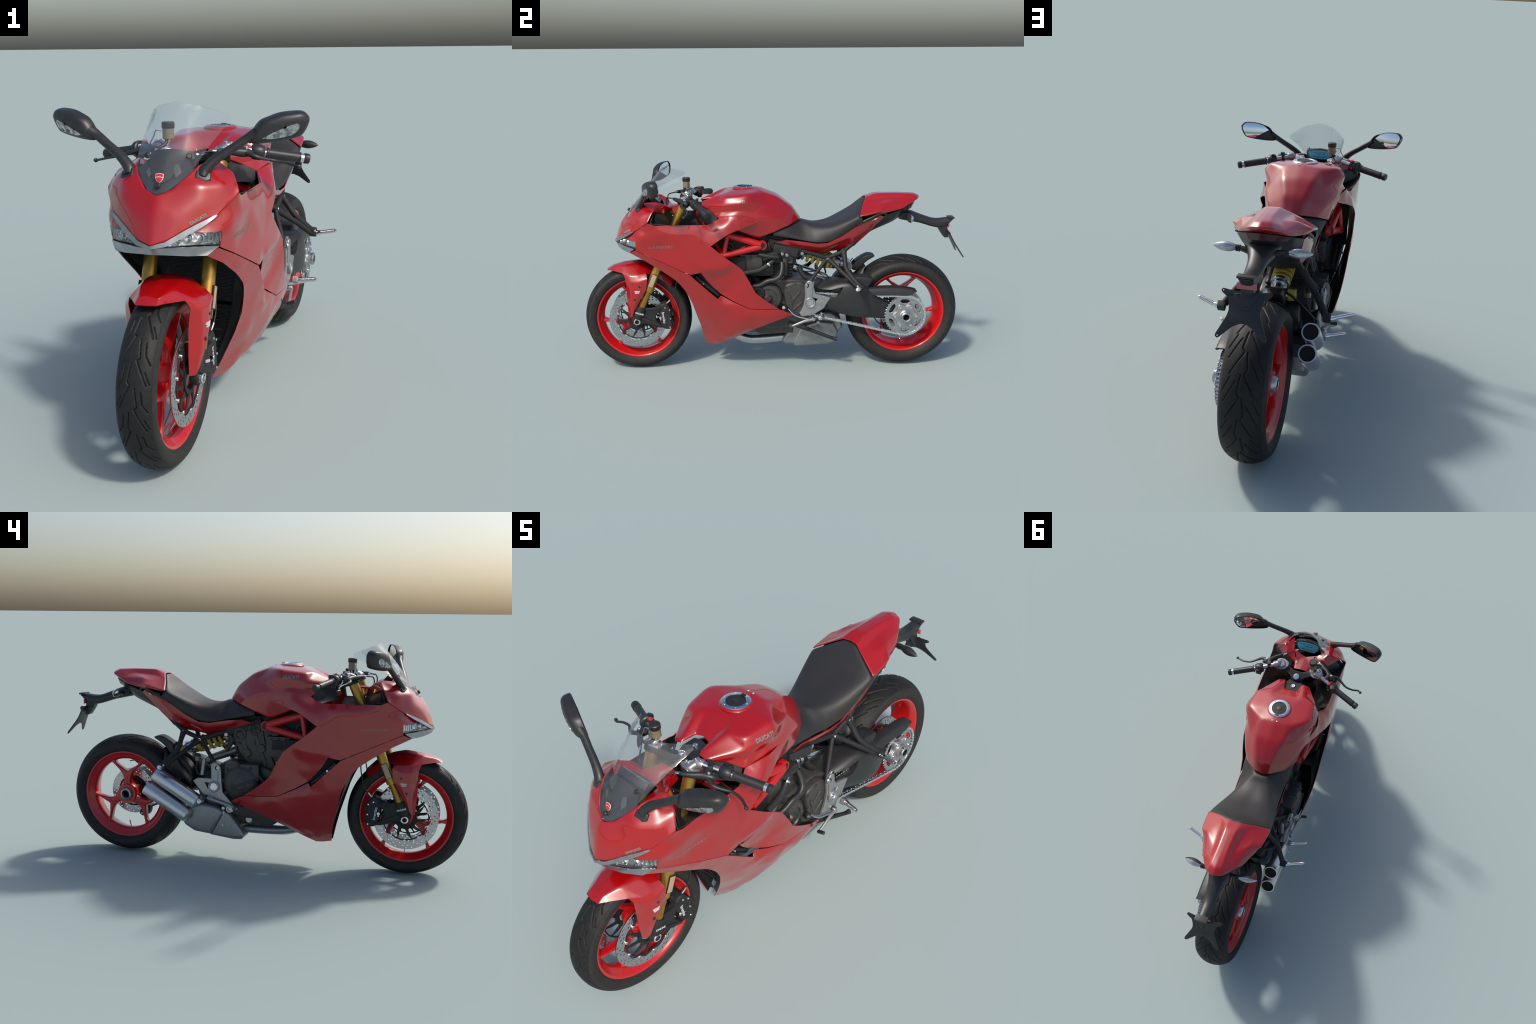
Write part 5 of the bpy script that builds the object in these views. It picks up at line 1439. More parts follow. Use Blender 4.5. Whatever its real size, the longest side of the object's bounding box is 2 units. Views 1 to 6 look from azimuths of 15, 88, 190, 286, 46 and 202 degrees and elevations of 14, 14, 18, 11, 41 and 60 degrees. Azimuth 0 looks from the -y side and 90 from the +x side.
    tube("cable_adjuster", [(sx * 0.088, -0.516, 0.931), (sx * 0.106, -0.503, 0.930)], [0.004, 0.006], CHROME, bar, 10, straight=True)
    tube("control_cable", [(sx * 0.090, -0.514, 0.931), (sx * 0.060, -0.545, 0.925), (sx * 0.052, -0.548, 0.890), (sx * 0.066, -0.520, 0.850), (sx * 0.075, -0.470, 0.800)], 0.003, HOSE, bar, 8)

# brake fluid reservoir on its stem
resv = lathe("fluid_reservoir", [(0, 0.0), (0.016, 0.0), (0.0185, 0.003), (0.0185, 0.034), (0.0, 0.034)], (-0.077, -0.452, 0.957), (0, 0, 1), RESERVOIR, None, 36)
lathe("reservoir_lid", [(0, 0.020), (0.018, 0.020), (0.0205, 0.017), (0.0205, 0.003), (0.019, 0.0), (0, 0.0)], (-0.077, -0.452, 0.991), (0, 0, 1), PLASTIC, resv, 36)
tube("reservoir_hose", [(-0.080, -0.456, 0.958), (-0.083, -0.465, 0.944), (-0.100, -0.480, 0.932), (-0.125, -0.480, 0.930)], 0.006, HOSE, resv, 10)
tube("reservoir_bracket", [(-0.095, -0.462, 0.984), (-0.112, -0.468, 0.985), (-0.120, -0.470, 0.965), (-0.135, -0.470, 0.940)], 0.0022, STEEL, resv, 8)

# ================================================================== FRAME
def T2(a, b, r, mat=FRAMERED, parent=None, name="frame_tube"):
    return tube(name, [a, b], r, mat, parent, 18, straight=True)
frame = tube("frame_tube", [(0, -0.385, 0.850), (0, -0.345, 0.755)], 0.032, FRAMERED, None, 28, straight=True)
for sx in (1, -1):
    boss = (sx * 0.138, -0.061, 0.690)
    T2((sx * 0.040, -0.395, 0.845), (sx * 0.150, -0.235, 0.748), 0.0165, parent=frame)
    T2((sx * 0.150, -0.240, 0.750), (sx * 0.140, -0.070, 0.695), 0.0175, parent=frame)
    T2((sx * 0.165, -0.262, 0.643), (sx * 0.140, -0.070, 0.685), 0.0165, parent=frame)
    T2((sx * 0.155, -0.240, 0.745), (sx * 0.165, -0.260, 0.645), 0.0130, parent=frame)
    T2((sx * 0.035, -0.360, 0.760), (sx * 0.165, -0.262, 0.645), 0.0155, parent=frame)
    T2((sx * 0.045, -0.380, 0.830), (sx * 0.120, -0.300, 0.700), 0.0130, parent=frame)
    lathe("frame_boss", [(0, 0.0), (0.024, 0.0), (0.024, 0.020), (0.022, 0.023), (0.017, 0.023), (0.017, 0.018), (0, 0.018)], (sx * 0.122, -0.061, 0.690), (sx, 0, 0), FRAMERED, frame, 32)
    lathe("frame_boss_cap", [(0, 0.004), (0.006, 0.004), (0.008, 0.001), (0.012, 0.0015), (0.0165, 0.003), (0.0165, -0.002)], (sx * 0.1415, -0.061, 0.690), (sx, 0, 0), PLASTIC, frame, 24)
    for k in range(8):
        t = 2 * math.pi * k / 8
        box("boss_lug", (sx * 0.144, -0.061 + 0.0135 * math.cos(t), 0.690 + 0.0135 * math.sin(t)), (0.003, 0.004, 0.003), PLASTIC, frame, bevel=0.0006, rot=(math.degrees(t), 0, 0), seg=1)
    # rear subframe and peg hangers
    T2((sx * 0.087, 0.279, 0.604), (sx * 0.150, 0.168, 0.480), 0.0095, MATTE, frame, "subframe_tube")
    T2((sx * 0.087, 0.279, 0.606), (sx * 0.094, 0.361, 0.642), 0.011, MATTE, frame, "subframe_tube")
    T2((sx * 0.085, 0.279, 0.606), (sx * 0.085, 0.120, 0.655), 0.012, MATTE, frame, "subframe_tube")
    T2((sx * 0.085, 0.120, 0.655), (sx * 0.095, 0.000, 0.700), 0.012, MATTE, frame, "subframe_tube")
    T2((sx * 0.094, 0.361, 0.642), (sx * 0.080, 0.480, 0.740), 0.011, MATTE, frame, "subframe_tube")
    tube("subframe_tube", [(sx * 0.08, 0.15, 0.64), (sx * 0.082, 0.10, 0.606), (sx * 0.085, 0.05, 0.590)], 0.013, MATTE, frame, 14)
    hang = tube("peg_hanger", [(sx * 0.094, 0.361, 0.642), (sx * 0.120, 0.366, 0.605), (sx * 0.150, 0.370, 0.562), (sx * 0.182, 0.400, 0.522), (sx * 0.207, 0.432, 0.488)], [0.016, 0.012, 0.012, 0.013, 0.013], MATTE, frame, 14)
    tube("peg_hanger", [(sx * 0.087, 0.279, 0.604), (sx * 0.120, 0.320, 0.570), (sx * 0.160, 0.365, 0.532), (sx * 0.200, 0.420, 0.485)], [0.015, 0.011, 0.011, 0.012], MATTE, frame, 14)
    lathe("hanger_eye", [(0, 0.0), (0.0165, 0.0), (0.0165, 0.018), (0.013, 0.021), (0, 0.021)], (sx * 0.082, 0.361, 0.641), (sx, 0, 0), MATTE, hang, 24)
    lathe("hanger_eye", [(0, 0.0), (0.0165, 0.0), (0.0165, 0.018), (0.013, 0.021), (0, 0.021)], (sx * 0.076, 0.279, 0.604), (sx, 0, 0), MATTE, hang, 24)
    bolt((sx * 0.103, 0.361, 0.641), (sx, 0, 0), hang, 1.6)
    bolt((sx * 0.097, 0.279, 0.604), (sx, 0, 0), hang, 1.6)
    box("peg_mount", (sx * 0.212, 0.434, 0.482), (0.032, 0.030, 0.034), MATTE, hang, bevel=0.006, rot=(-35, 0, 0))
    bolt((sx * 0.222, 0.418, 0.490), (sx, 0, 0), hang, 1.2)
    # passenger peg
    p0, p1 = np.array([sx * 0.226, 0.432, 0.478]), np.array([sx * 0.316, 0.405, 0.499])
    peg = tube("foot_peg", [p0, lerp(p0, p1, 0.15), lerp(p0, p1, 0.25), lerp(p0, p1, 0.92), p1], [0.011, 0.011, 0.0075, 0.0075, 0.005], CHROME, hang, 14, straight=True)
    dv = (p1 - p0) / np.linalg.norm(p1 - p0)
    for k in range(11):
        q = lerp(p0, p1, 0.28 + 0.062 * k)
        lathe("peg_ridge", [(0.006, -0.0012), (0.0092, -0.001), (0.0092, 0.001), (0.006, 0.0012)], q, dv, CHROME, peg, 12, closed=True)
    # rider peg
    p0, p1 = np.array([sx * 0.186, 0.246, 0.322]), np.array([sx * 0.270, 0.224, 0.336])
    peg = tube("foot_peg", [p0, lerp(p0, p1, 0.18), lerp(p0, p1, 0.28), lerp(p0, p1, 0.92), p1], [0.012, 0.012, 0.008, 0.0075, 0.005], CHROME, frame, 14, straight=True)
    dv = (p1 - p0) / np.linalg.norm(p1 - p0)
    for k in range(10):
        q = lerp(p0, p1, 0.30 + 0.066 * k)
        lathe("peg_ridge", [(0.006, -0.0012), (0.0096, -0.001), (0.0096, 0.001), (0.006, 0.0012)], q, dv, CHROME, peg, 12, closed=True)
    box("peg_mount", (sx * 0.180, 0.246, 0.322), (0.022, 0.030, 0.026), ALU, frame, bevel=0.005, rot=(-30, 0, 0))

# ================================================================== ENGINE
crank = plate("crankcase", [catmull([(-0.16, 0.40), (-0.10, 0.47), (0.0, 0.495), (0.10, 0.500), (0.190, 0.480), (0.225, 0.430), (0.215, 0.330), (0.150, 0.270), (0.06, 0.235), (-0.06, 0.240), (-0.13, 0.290)], 4, True)], -0.115, 0.115, ENGINE, None, bevel=0.012, res=3)
plate("sump", [[(-0.120, 0.290), (0.110, 0.290), (0.100, 0.195), (-0.075, 0.190), (-0.110, 0.215)]], -0.085, 0.085, ENGINE, crank, bevel=0.012, res=3)
for sx in (1, -1):
    disc("sump_plug", (sx * 0.084, 0.024, 0.222), (sx, 0, 0), 0.024, 0.008, ENGINE, crank)
disc("sump_plug_steel", (-0.092, 0.028, 0.224), (-1, 0, 0), 0.017, 0.010, STEEL, crank, 24)
# upright rear cylinder and flat front cylinder
def block(name, p0, p1, w, d, mat=ENGINE, fins=0):
    p0, p1 = np.array(p0, float), np.array(p1, float)
    a = (p1 - p0) / np.linalg.norm(p1 - p0)
    ux = np.array([1.0, 0, 0])
    vy = np.cross(a, ux)
    rows = []
    L = np.linalg.norm(p1 - p0)
    for k in range(fins * 2 + 2 if fins else 2):
        f = k / (fins * 2 + 1 if fins else 1)
        s = 1.0 if (not fins or k % 2 == 0) else 0.90
        c = p0 + a * L * f
        rows.append([c + ux * w * s * cx + vy * d * s * cy for cx, cy in ((1, 0.7), (0.8, 1), (-0.8, 1), (-1, 0.7), (-1, -0.7), (-0.8, -1), (0.8, -1), (1, -0.7))])
    return loft(name, rows, mat, crank, sub=(1, 1), smooth=0, closed=True, cap=True, angle=35)
block("cylinder", (0, 0.035, 0.470), (0, 0.050, 0.590), 0.085, 0.060, fins=7)
block("cylinder_head", (0, 0.048, 0.585), (0, 0.055, 0.672), 0.095, 0.066)
block("cylinder", (0, -0.120, 0.400), (0, -0.230, 0.420), 0.085, 0.060, fins=7)
block("cylinder_head", (0, -0.225, 0.420), (0, -0.310, 0.440), 0.092, 0.066)
box("throttle_body", (0, -0.075, 0.600), (0.17, 0.15, 0.18), ENGINE, crank, bevel=0.02)
box("airbox", (0, -0.16, 0.715), (0.19, 0.24, 0.12), MATTE, crank, bevel=0.02)
box("airbox", (0, -0.02, 0.690), (0.16, 0.20, 0.08), MATTE, crank, bevel=0.02)
box("battery_tray", (0, 0.055, 0.675), (0.20, 0.18, 0.05), MATTE, crank, bevel=0.008, rot=(-12, 0, 0))
# left side: generator cover, sprocket cover
gen = lathe("generator_cover", [(0, 0.046), (0.014, 0.046), (0.020, 0.040), (0.024, 0.032), (0.046, 0.030), (0.050, 0.036), (0.066, 0.034), (0.076, 0.024), (0.080, 0.0), (0.080, -0.02)], (0.114, -0.035, 0.410), (1, 0, 0), ENGINE, crank, 64)
for k in range(8):
    t = 2 * math.pi * (k + 0.3) / 8
    bolt((0.122, -0.035 + 0.083 * math.cos(t), 0.410 + 0.083 * math.sin(t)), (1, 0, 0), gen, 1.0, BLACKBOLT)
lathe("pump_cover", [(0, 0.022), (0.018, 0.022), (0.021, 0.028), (0.030, 0.028), (0.034, 0.022), (0.035, 0.0)], (0.128, -0.084, 0.440), (1, 0, 0), PLASTIC, crank, 48)
sc = plate("sprocket_cover", [catmull([(0.052, 0.470), (0.075, 0.488), (0.120, 0.494), (0.150, 0.488), (0.166, 0.440), (0.162, 0.370), (0.150, 0.330), (0.125, 0.308), (0.090, 0.330), (0.060, 0.372), (0.050, 0.420)], 4, True)], 0.110, 0.150, ENGINE, crank, bevel=0.010, res=3)
plate("sprocket_cover_rib", [slot((0.082, 0.385), (0.128, 0.440), 0.010, 0.006)], 0.148, 0.155, ENGINE, sc, bevel=0.003)
plate("sprocket_cover_rib", [slot((0.075, 0.420), (0.090, 0.360), 0.007, 0.005)], 0.148, 0.156, ENGINE, sc, bevel=0.003)
plate("sprocket_cover_rib", [slot((0.100, 0.350), (0.140, 0.385), 0.007, 0.005)], 0.148, 0.155, ENGINE, sc, bevel=0.003)
for (y, z) in ((0.060, 0.466), (0.108, 0.486), (0.056, 0.400), (0.125, 0.318), (0.152, 0.480)):
    bolt((0.148, y, z), (1, 0, 0), sc, 1.0, BLACKBOLT)
lathe("drain_fitting", [(0, 0.014), (0.008, 0.014), (0.010, 0.010), (0.012, 0.0), (0.012, -0.02)], (0.150, 0.050, 0.360), (0.8, -0.3, 0.2), STEEL, crank, 20)
# hoses and cables on the left
tube("coolant_hose", [(0.150, -0.170, 0.545), (0.142, -0.120, 0.552), (0.135, -0.075, 0.560), (0.121, -0.031, 0.583), (0.110, 0.002, 0.612), (0.098, 0.018, 0.640), (0.07, 0.024, 0.655)], 0.0135, HOSE, crank, 14)
lathe("hose_clamp", [(0.0138, -0.004), (0.0155, -0.004), (0.0155, 0.004), (0.0138, 0.004)], (0.121, -0.031, 0.583), (-0.3, 0.7, 0.6), CHROME, crank, 20, closed=True)
tube("coolant_hose", [(0.136, -0.110, 0.470), (0.145, -0.075, 0.480), (0.150, -0.035, 0.503), (0.152, 0.005, 0.512), (0.145, 0.030, 0.530), (0.128, 0.040, 0.560), (0.110, 0.042, 0.590)], 0.0135, HOSE, crank, 14)
tube("coolant_hose", [(0.125, -0.080, 0.640), (0.130, -0.030, 0.630), (0.125, 0.015, 0.624), (0.10, 0.03, 0.615)], 0.012, HOSE, crank, 12)
tube("breather_hose", [(0.090, 0.055, 0.610), (0.095, 0.056, 0.570), (0.095, 0.058, 0.520)], [0.016, 0.016, 0.014], ENGINE, crank, 16)
tube("breather_hose", [(0.07, 0.13, 0.560), (0.075, 0.15, 0.52), (0.08, 0.17, 0.50)], 0.014, HOSE, crank, 14)
tube("loom_cable", [(0.110, -0.030, 0.690), (0.118, -0.024, 0.668), (0.112, -0.018, 0.650), (0.116, -0.016, 0.630)], 0.005, PLASTIC, crank, 8)
tube("loom_cable", [(0.105, 0.020, 0.655), (0.108, 0.06, 0.648), (0.104, 0.12, 0.636)], 0.006, PLASTIC, crank, 8)
box("ignition_coil", (0.118, -0.020, 0.632), (0.030, 0.080, 0.032), PLASTIC, crank, bevel=0.007, rot=(10, 0, 0))
box("fuse_box", (0.100, 0.060, 0.655), (0.022, 0.130, 0.044), PLASTIC, crank, bevel=0.004, rot=(-14, 0, 0))
for (y, z) in ((0.042, 0.637), (0.066, 0.630)):
    disc("clevis_pin", (0.108, y, z), (1, 0, 0), 0.009, 0.010, STEEL, crank, 20)
disc("shock_bolt", (0.086, 0.146, 0.633), (1, 0, 0), 0.011, 0.010, STEEL, crank, 20)
disc("shock_bolt", (-0.086, 0.146, 0.633), (-1, 0, 0), 0.011, 0.010, STEEL, crank, 20)
# right side: clutch cover and belt covers
cl = lathe("clutch_cover", [(0, 0.034), (0.026, 0.034), (0.030, 0.031), (0.060, 0.030), (0.074, 0.022), (0.086, 0.012), (0.088, 0.0), (0.088, -0.05)], (-0.138, 0.056, 0.414), (-1, 0, 0), ENGINE, crank, 64)
plate("clutch_cover_rib", [slot((0.092, 0.394), (-0.008, 0.430), 0.006, 0.006)], -0.175, -0.166, PLASTIC, cl, bevel=0.002)
for k in range(9):
    t = 2 * math.pi * (k + 0.1) / 9
    lathe("cover_lug", [(0, 0.012), (0.007, 0.012), (0.009, 0.009), (0.009, -0.03)], (-0.146, 0.056 + 0.088 * math.cos(t), 0.414 + 0.088 * math.sin(t)), (-1, 0, 0), ENGINE, cl, 16)
    bolt((-0.158, 0.056 + 0.088 * math.cos(t), 0.414 + 0.088 * math.sin(t)), (-1, 0, 0), cl, 0.9, BLACKBOLT)
box("clutch_case", (-0.105, 0.050, 0.470), (0.10, 0.17, 0.07), ENGINE, crank, bevel=0.012)
BX, BY, BZ = 0.040, 0.012, -0.011         # belt covers sit inside the line of the clutch
belt = plate("belt_cover", [catmull([(y + BY, z + BZ) for y, z in ((0.075, 0.690), (0.000, 0.712), (-0.045, 0.690), (-0.060, 0.620), (-0.105, 0.520), (-0.105, 0.470), (-0.040, 0.480), (0.010, 0.500), (0.055, 0.545), (0.085, 0.600), (0.102, 0.655))], 4, True)], -0.132 + BX, -0.060, ENGINE, crank, bevel=0.006, res=3)
for (y, z, r) in ((-0.008, 0.678, 0.031), (0.062, 0.652, 0.031)):
    y += BY
    z += BZ
    lathe("cam_pulley_cover", [(0, 0.006), (0.010, 0.006), (0.012, 0.003), (0.021, 0.003), (0.022, 0.010), (r - 0.003, 0.011), (r, 0.006), (r, -0.004)], (-0.131 + BX, y, z), (-1, 0, 0), ENGINE, belt, 40)
    for k in range(6):
        t = 2 * math.pi * k / 6
        box("pulley_lug", (-0.136 + BX, y + 0.017 * math.cos(t), z + 0.017 * math.sin(t)), (0.008, 0.006, 0.005), ENGINE, belt, bevel=0.0012, rot=(math.degrees(t), 0, 0), seg=1)
for (y, z) in ((0.028, 0.561), (-0.042, 0.586)):
    disc("tensioner_cap", (-0.131 + BX, y + BY, z + BZ), (-1, 0, 0), 0.021, 0.010, ENGINE, belt, 30)
plate("belt_rib", [slot((0.067, 0.629), (0.042, 0.554), 0.010, 0.012)], -0.138 + BX, -0.130 + BX, ENGINE, belt, bevel=0.003)
plate("belt_rib", [slot((0.004, 0.649), (-0.048, 0.499), 0.008, 0.012)], -0.137 + BX, -0.130 + BX, ENGINE, belt, bevel=0.003)
for sx in (1, -1):
    # dark trim behind the frame window
    plate("frame_infill", [[(-0.315, 0.700), (-0.250, 0.745), (-0.110, 0.715), (-0.075, 0.690), (-0.110, 0.670), (-0.200, 0.655), (-0.260, 0.640)]], min(sx * 0.085, sx * 0.112), max(sx * 0.085, sx * 0.112), MATTE, crank, bevel=0.004)
    tube("infill_cable", [(sx * 0.132, -0.250, 0.690), (sx * 0.134, -0.200, 0.665), (sx * 0.134, -0.140, 0.690), (sx * 0.130, -0.090, 0.700)], 0.004, HOSE, crank, 8)
    tube("infill_cable", [(sx * 0.132, -0.270, 0.710), (sx * 0.134, -0.220, 0.700), (sx * 0.134, -0.200, 0.655)], 0.005, PLASTIC, crank, 8)
    box("head_cover", (sx * 0.095, -0.120, 0.590), (0.06, 0.12, 0.10), ENGINE, crank, bevel=0.014)
    box("head_cover", (sx * 0.100, -0.200, 0.560), (0.07, 0.11, 0.14), MATTE, crank, bevel=0.014)
    for k in range(3):
        bolt((sx * 0.125, -0.155 + 0.035 * k, 0.628), (sx, 0, 0), crank, 1.0, BLACKBOLT)
    # cast bracket carrying hugger and shock on the right, pivot lug on the left
plate("swingarm_lug", [catmull([(0.330, 0.375), (0.372, 0.405), (0.395, 0.400), (0.432, 0.455), (0.425, 0.500), (0.380, 0.512), (0.330, 0.470), (0.315, 0.420)], 3, True)], -0.100, -0.030, PLASTIC, crank, bevel=0.010, res=3)
disc("swingarm_lug_bolt", (-0.100, 0.388, 0.425), (-1, 0, 0), 0.012, 0.006, MATTE, crank, 20)
box("ecu_box", (-0.112, -0.115, 0.600), (0.04, 0.05, 0.045), MATTE, crank, bevel=0.004)
box("ecu_box", (-0.110, -0.105, 0.660), (0.03, 0.03, 0.035), PLASTIC, crank, bevel=0.004)
tube("coolant_hose", [(-0.10, 0.145, 0.560), (-0.085, 0.12, 0.60), (-0.085, 0.13, 0.63)], 0.013, HOSE, crank, 12)
tube("coolant_hose", [(-0.135, -0.005, 0.470), (-0.140, -0.030, 0.450), (-0.135, -0.060, 0.420)], 0.012, HOSE, crank, 12)
tube("clutch_hose", [(-0.150, 0.000, 0.428), (-0.145, -0.018, 0.430)], 0.007, CHROME, crank, 10, straight=True)
# radiator and inner fairing
rad = cage("radiator", dict(a=(0, -0.455, 0.620), b=(0.150, -0.465, 0.620), c=(0.148, -0.402, 0.420), d=(0, -0.388, 0.420)), [("a", "b", "c", "d")[::-1]], FINS, level=3, smooth=0, thick=0.03)
cage("oil_cooler", dict(a=(0, -0.385, 0.405), b=(0.120, -0.392, 0.405), c=(0.070, -0.352, 0.205), d=(0, -0.342, 0.205)), [("a", "b", "c", "d")[::-1]], FINS, rad, level=3, smooth=0, thick=0.025)
for k in range(5):
    z = 0.235 + 0.038 * k
    w = 0.018 + 0.040 * (z - 0.2) / 0.2
    tube("radiator_slat", [(-w - 0.02, -0.360 - 0.2 * (z - 0.21), z + 0.004), (0, -0.350 - 0.22 * (z - 0.21), z), (w + 0.02, -0.360 - 0.2 * (z - 0.21), z + 0.004)], 0.004, PLASTIC, rad, 8)
liner_v = dict(a=(0.160, -0.640, 0.640), b=(0.168, -0.560, 0.590), c=(0.168, -0.490, 0.540), d=(0.158, -0.440, 0.460), e=(0.118, -0.395, 0.330), f=(0.075, -0.370, 0.230), g=(0.030, -0.352, 0.140),
               A=(0.150, -0.500, 0.640), B=(0.150, -0.470, 0.600), C=(0.140, -0.455, 0.540), D_=(0.120, -0.422, 0.450), E=(0.090, -0.388, 0.330), F=(0.05, -0.364, 0.240), G=(0.0, -0.345, 0.150))
for o in both(cage("inner_fairing", liner_v, [("a", "b", "B", "A"), ("b", "c", "C", "B"), ("c", "d", "D_", "C"), ("d", "e", "E", "D_"), ("e", "f", "F", "E"), ("f", "g", "G", "F")], PLASTIC, rad, level=3, smooth=3, mirror=False, thick=0.003)):
    pass
for sx in (1, -1):
    plate("vent_duct", [[(-0.425, 0.565), (-0.360, 0.580), (-0.270, 0.450), (-0.285, 0.415), (-0.330, 0.450)]], min(sx * 0.135, sx * 0.145), max(sx * 0.135, sx * 0.145), MATTE, rad, bevel=0.002)
    tube("vent_rail", [(sx * 0.160, -0.405, 0.535), (sx * 0.154, -0.345, 0.480), (sx * 0.148, -0.290, 0.430)], [0.014, 0.012, 0.010], PLASTIC, rad, 12)
    bolt((sx * 0.170, -0.365, 0.500), (sx, 0, 0), rad, 1.3)
    # near-black sheet across the gap between engine and belly fairing, closes the see-through
    dark_sheet_v = dict(a=(sx * 0.178, 0.030, 0.335), b=(sx * 0.174, -0.130, 0.330), c=(sx * 0.135, -0.260, 0.300), d=(sx * 0.060, -0.270, 0.270), e=(sx * 0.070, -0.100, 0.262), f=(sx * 0.090, 0.060, 0.275), g=(sx * 0.168, 0.070, 0.325))
    cage("belly_dark_sheet", dark_sheet_v, [("a", "b", "e", "f", "g"), ("b", "c", "d", "e")], VOID, rad, level=2, smooth=0, mirror=False, thick=0.003)
cage("chin_dark_sheet", dict(a=(0, -0.806, 0.678), b=(0.130, -0.738, 0.668), c=(0.155, -0.64, 0.655), d=(0.13, -0.53, 0.64), e=(0, -0.50, 0.64)), [("a", "b", "c", "d", "e")], VOID, rad, level=2, smooth=0, thick=0.003)  # near-black sheet below the lamp, where the original is open

# ================================================================== SHOCK, SWINGARM, EXHAUST
s0, s1 = np.array([0.0, 0.120, 0.625]), np.array([0.0, 0.400, 0.540])
sa = (s1 - s0) / np.linalg.norm(s1 - s0)
shock = tube("shock_absorber", [s0, s1], 0.017, STEEL, None, 20, straight=True)
u, v, _ = basis(sa)
ctr = lambda t: s0 + sa * t
coil = []
for k in range(161):
    t = k / 160
    ph = 2 * math.pi * 5.0 * t
    coil.append(ctr(0.050 + 0.145 * t) + 0.034 * (math.cos(ph) * u + math.sin(ph) * v))
tube("shock_spring", coil, 0.0085, YELLOW, shock, 10, straight=True)
lathe("spring_seat", [(0.017, 0.0), (0.040, 0.0), (0.041, 0.008), (0.036, 0.014), (0.017, 0.014)], ctr(0.195), sa, YELLOW, shock, 36, closed=True)
lathe("spring_seat", [(0.017, 0.0), (0.036, 0.0), (0.036, -0.010), (0.028, -0.016), (0.017, -0.016)], ctr(0.048), sa, ALU, shock, 36, closed=True)
lathe("shock_collar", [(0.017, 0.0), (0.037, 0.0), (0.037, 0.012), (0.032, 0.014), (0.032, 0.028), (0.026, 0.034), (0.026, 0.060), (0.017, 0.064)], ctr(0.210), sa, STEEL, shock, 36, closed=True)
tube("shock_reservoir", [(-0.075, 0.385, 0.548), (-0.01, 0.400, 0.545), (0.045, 0.392, 0.548)], 0.024, STEEL, shock, 24)
lathe("shock_adjuster", [(0, 0.018), (0.022, 0.018), (0.025, 0.014), (0.025, -0.014), (0.022, -0.018), (0, -0.018)], (-0.062, 0.392, 0.545), (-1, -0.2, 0), YELLOW, shock, 30)
tube("exhaust_shield", [(0.040, 0.075, 0.562), (0.036, 0.140, 0.538), (0.03, 0.215, 0.510), (0.02, 0.270, 0.486), (0.010, 0.298, 0.455)], [0.020, 0.021, 0.021, 0.020, 0.015], CHROME, shock, 20)
tube("exhaust_header", [(0.02, 0.10, 0.60), (0.03, 0.120, 0.545), (0.02, 0.26, 0.49), (0.0, 0.300, 0.43), (-0.02, 0.290, 0.33), (-0.04, 0.25, 0.26)], 0.0190, BOX, shock, 16)
box("battery_box", (0, 0.225, 0.655), (0.13, 0.30, 0.06), MATTE, shock, bevel=0.01, rot=(8, 0, 0))

# swingarm: single sided cast arm on the left, box section at the pivot
arm_rows = []
for (y, zc, hz, xo, xi) in ((0.170, 0.400, 0.052, 0.120, -0.085), (0.225, 0.398, 0.066, 0.138, -0.085), (0.285, 0.405, 0.078, 0.160, -0.070), (0.345, 0.404, 0.092, 0.170, 0.020), (0.405, 0.399, 0.098, 0.177, 0.060), (0.465, 0.384, 0.090, 0.174, 0.080), (0.525, 0.354, 0.066, 0.154, 0.086), (0.585, 0.326, 0.050, 0.122, 0.084), (0.640, 0.308, 0.050, 0.114, 0.070), (0.690, 0.300, 0.048, 0.112, 0.060)):
    b = 0.3
    pts = []
    for k in range(16):
        t = 2 * math.pi * (k + 0.5) / 16
        c, s = math.cos(t), math.sin(t)
        ex = 0.55
        px = math.copysign(abs(c) ** ex, c)
        pz = math.copysign(abs(s) ** ex, s)
        pts.append(((xo + xi) / 2 + (xo - xi) / 2 * px, y, zc + hz * pz))
    arm_rows.append(pts)
swing = loft("swingarm", arm_rows, PLASTIC, None, sub=(4, 2), smooth=2, closed=True, cap=True, angle=60)
lathe("wheel_bearing_carrier", [(0, 0.0), (0.070, 0.0), (0.072, 0.01), (0.066, 0.05), (0.055, 0.065), (0, 0.065)], (0.055, RW[0], RW[1]), (1, 0, 0), PLASTIC, swing, 48)
plate("swingarm_brace", [catmull([(0.290, 0.440), (0.350, 0.470), (0.395, 0.506), (0.450, 0.515), (0.512, 0.502), (0.500, 0.470), (0.480, 0.430), (0.42, 0.41), (0.34, 0.42)], 3, True)], 0.060, 0.136, PLASTIC, swing, bevel=0.012, res=3)
carve(swing, plate("chain_slot", [[(0.215, 0.450), (0.290, 0.452), (0.354, 0.468), (0.338, 0.436), (0.318, 0.416), (0.215, 0.412)]], 0.108, 0.20, VOID, None, bevel=0.0))
guard = loft("chain_guard", [[(x, y, z) for x, y, z in ((0.104, y0, zt), (0.142, y0, zt), (0.152, y0, zt - 0.008), (0.154, y0, zb), (0.150, y0, zb), (0.148, y0, zt - 0.010), (0.140, y0, zt - 0.005), (0.104, y0, zt - 0.005))]
                             for (y0, zt, zb) in ((0.470, 0.452, 0.428), (0.520, 0.456, 0.418), (0.620, 0.458, 0.416), (0.700, 0.450, 0.414), (0.740, 0.440, 0.436))], PLASTIC, swing, sub=(4, 1), smooth=0, closed=True, cap=True)
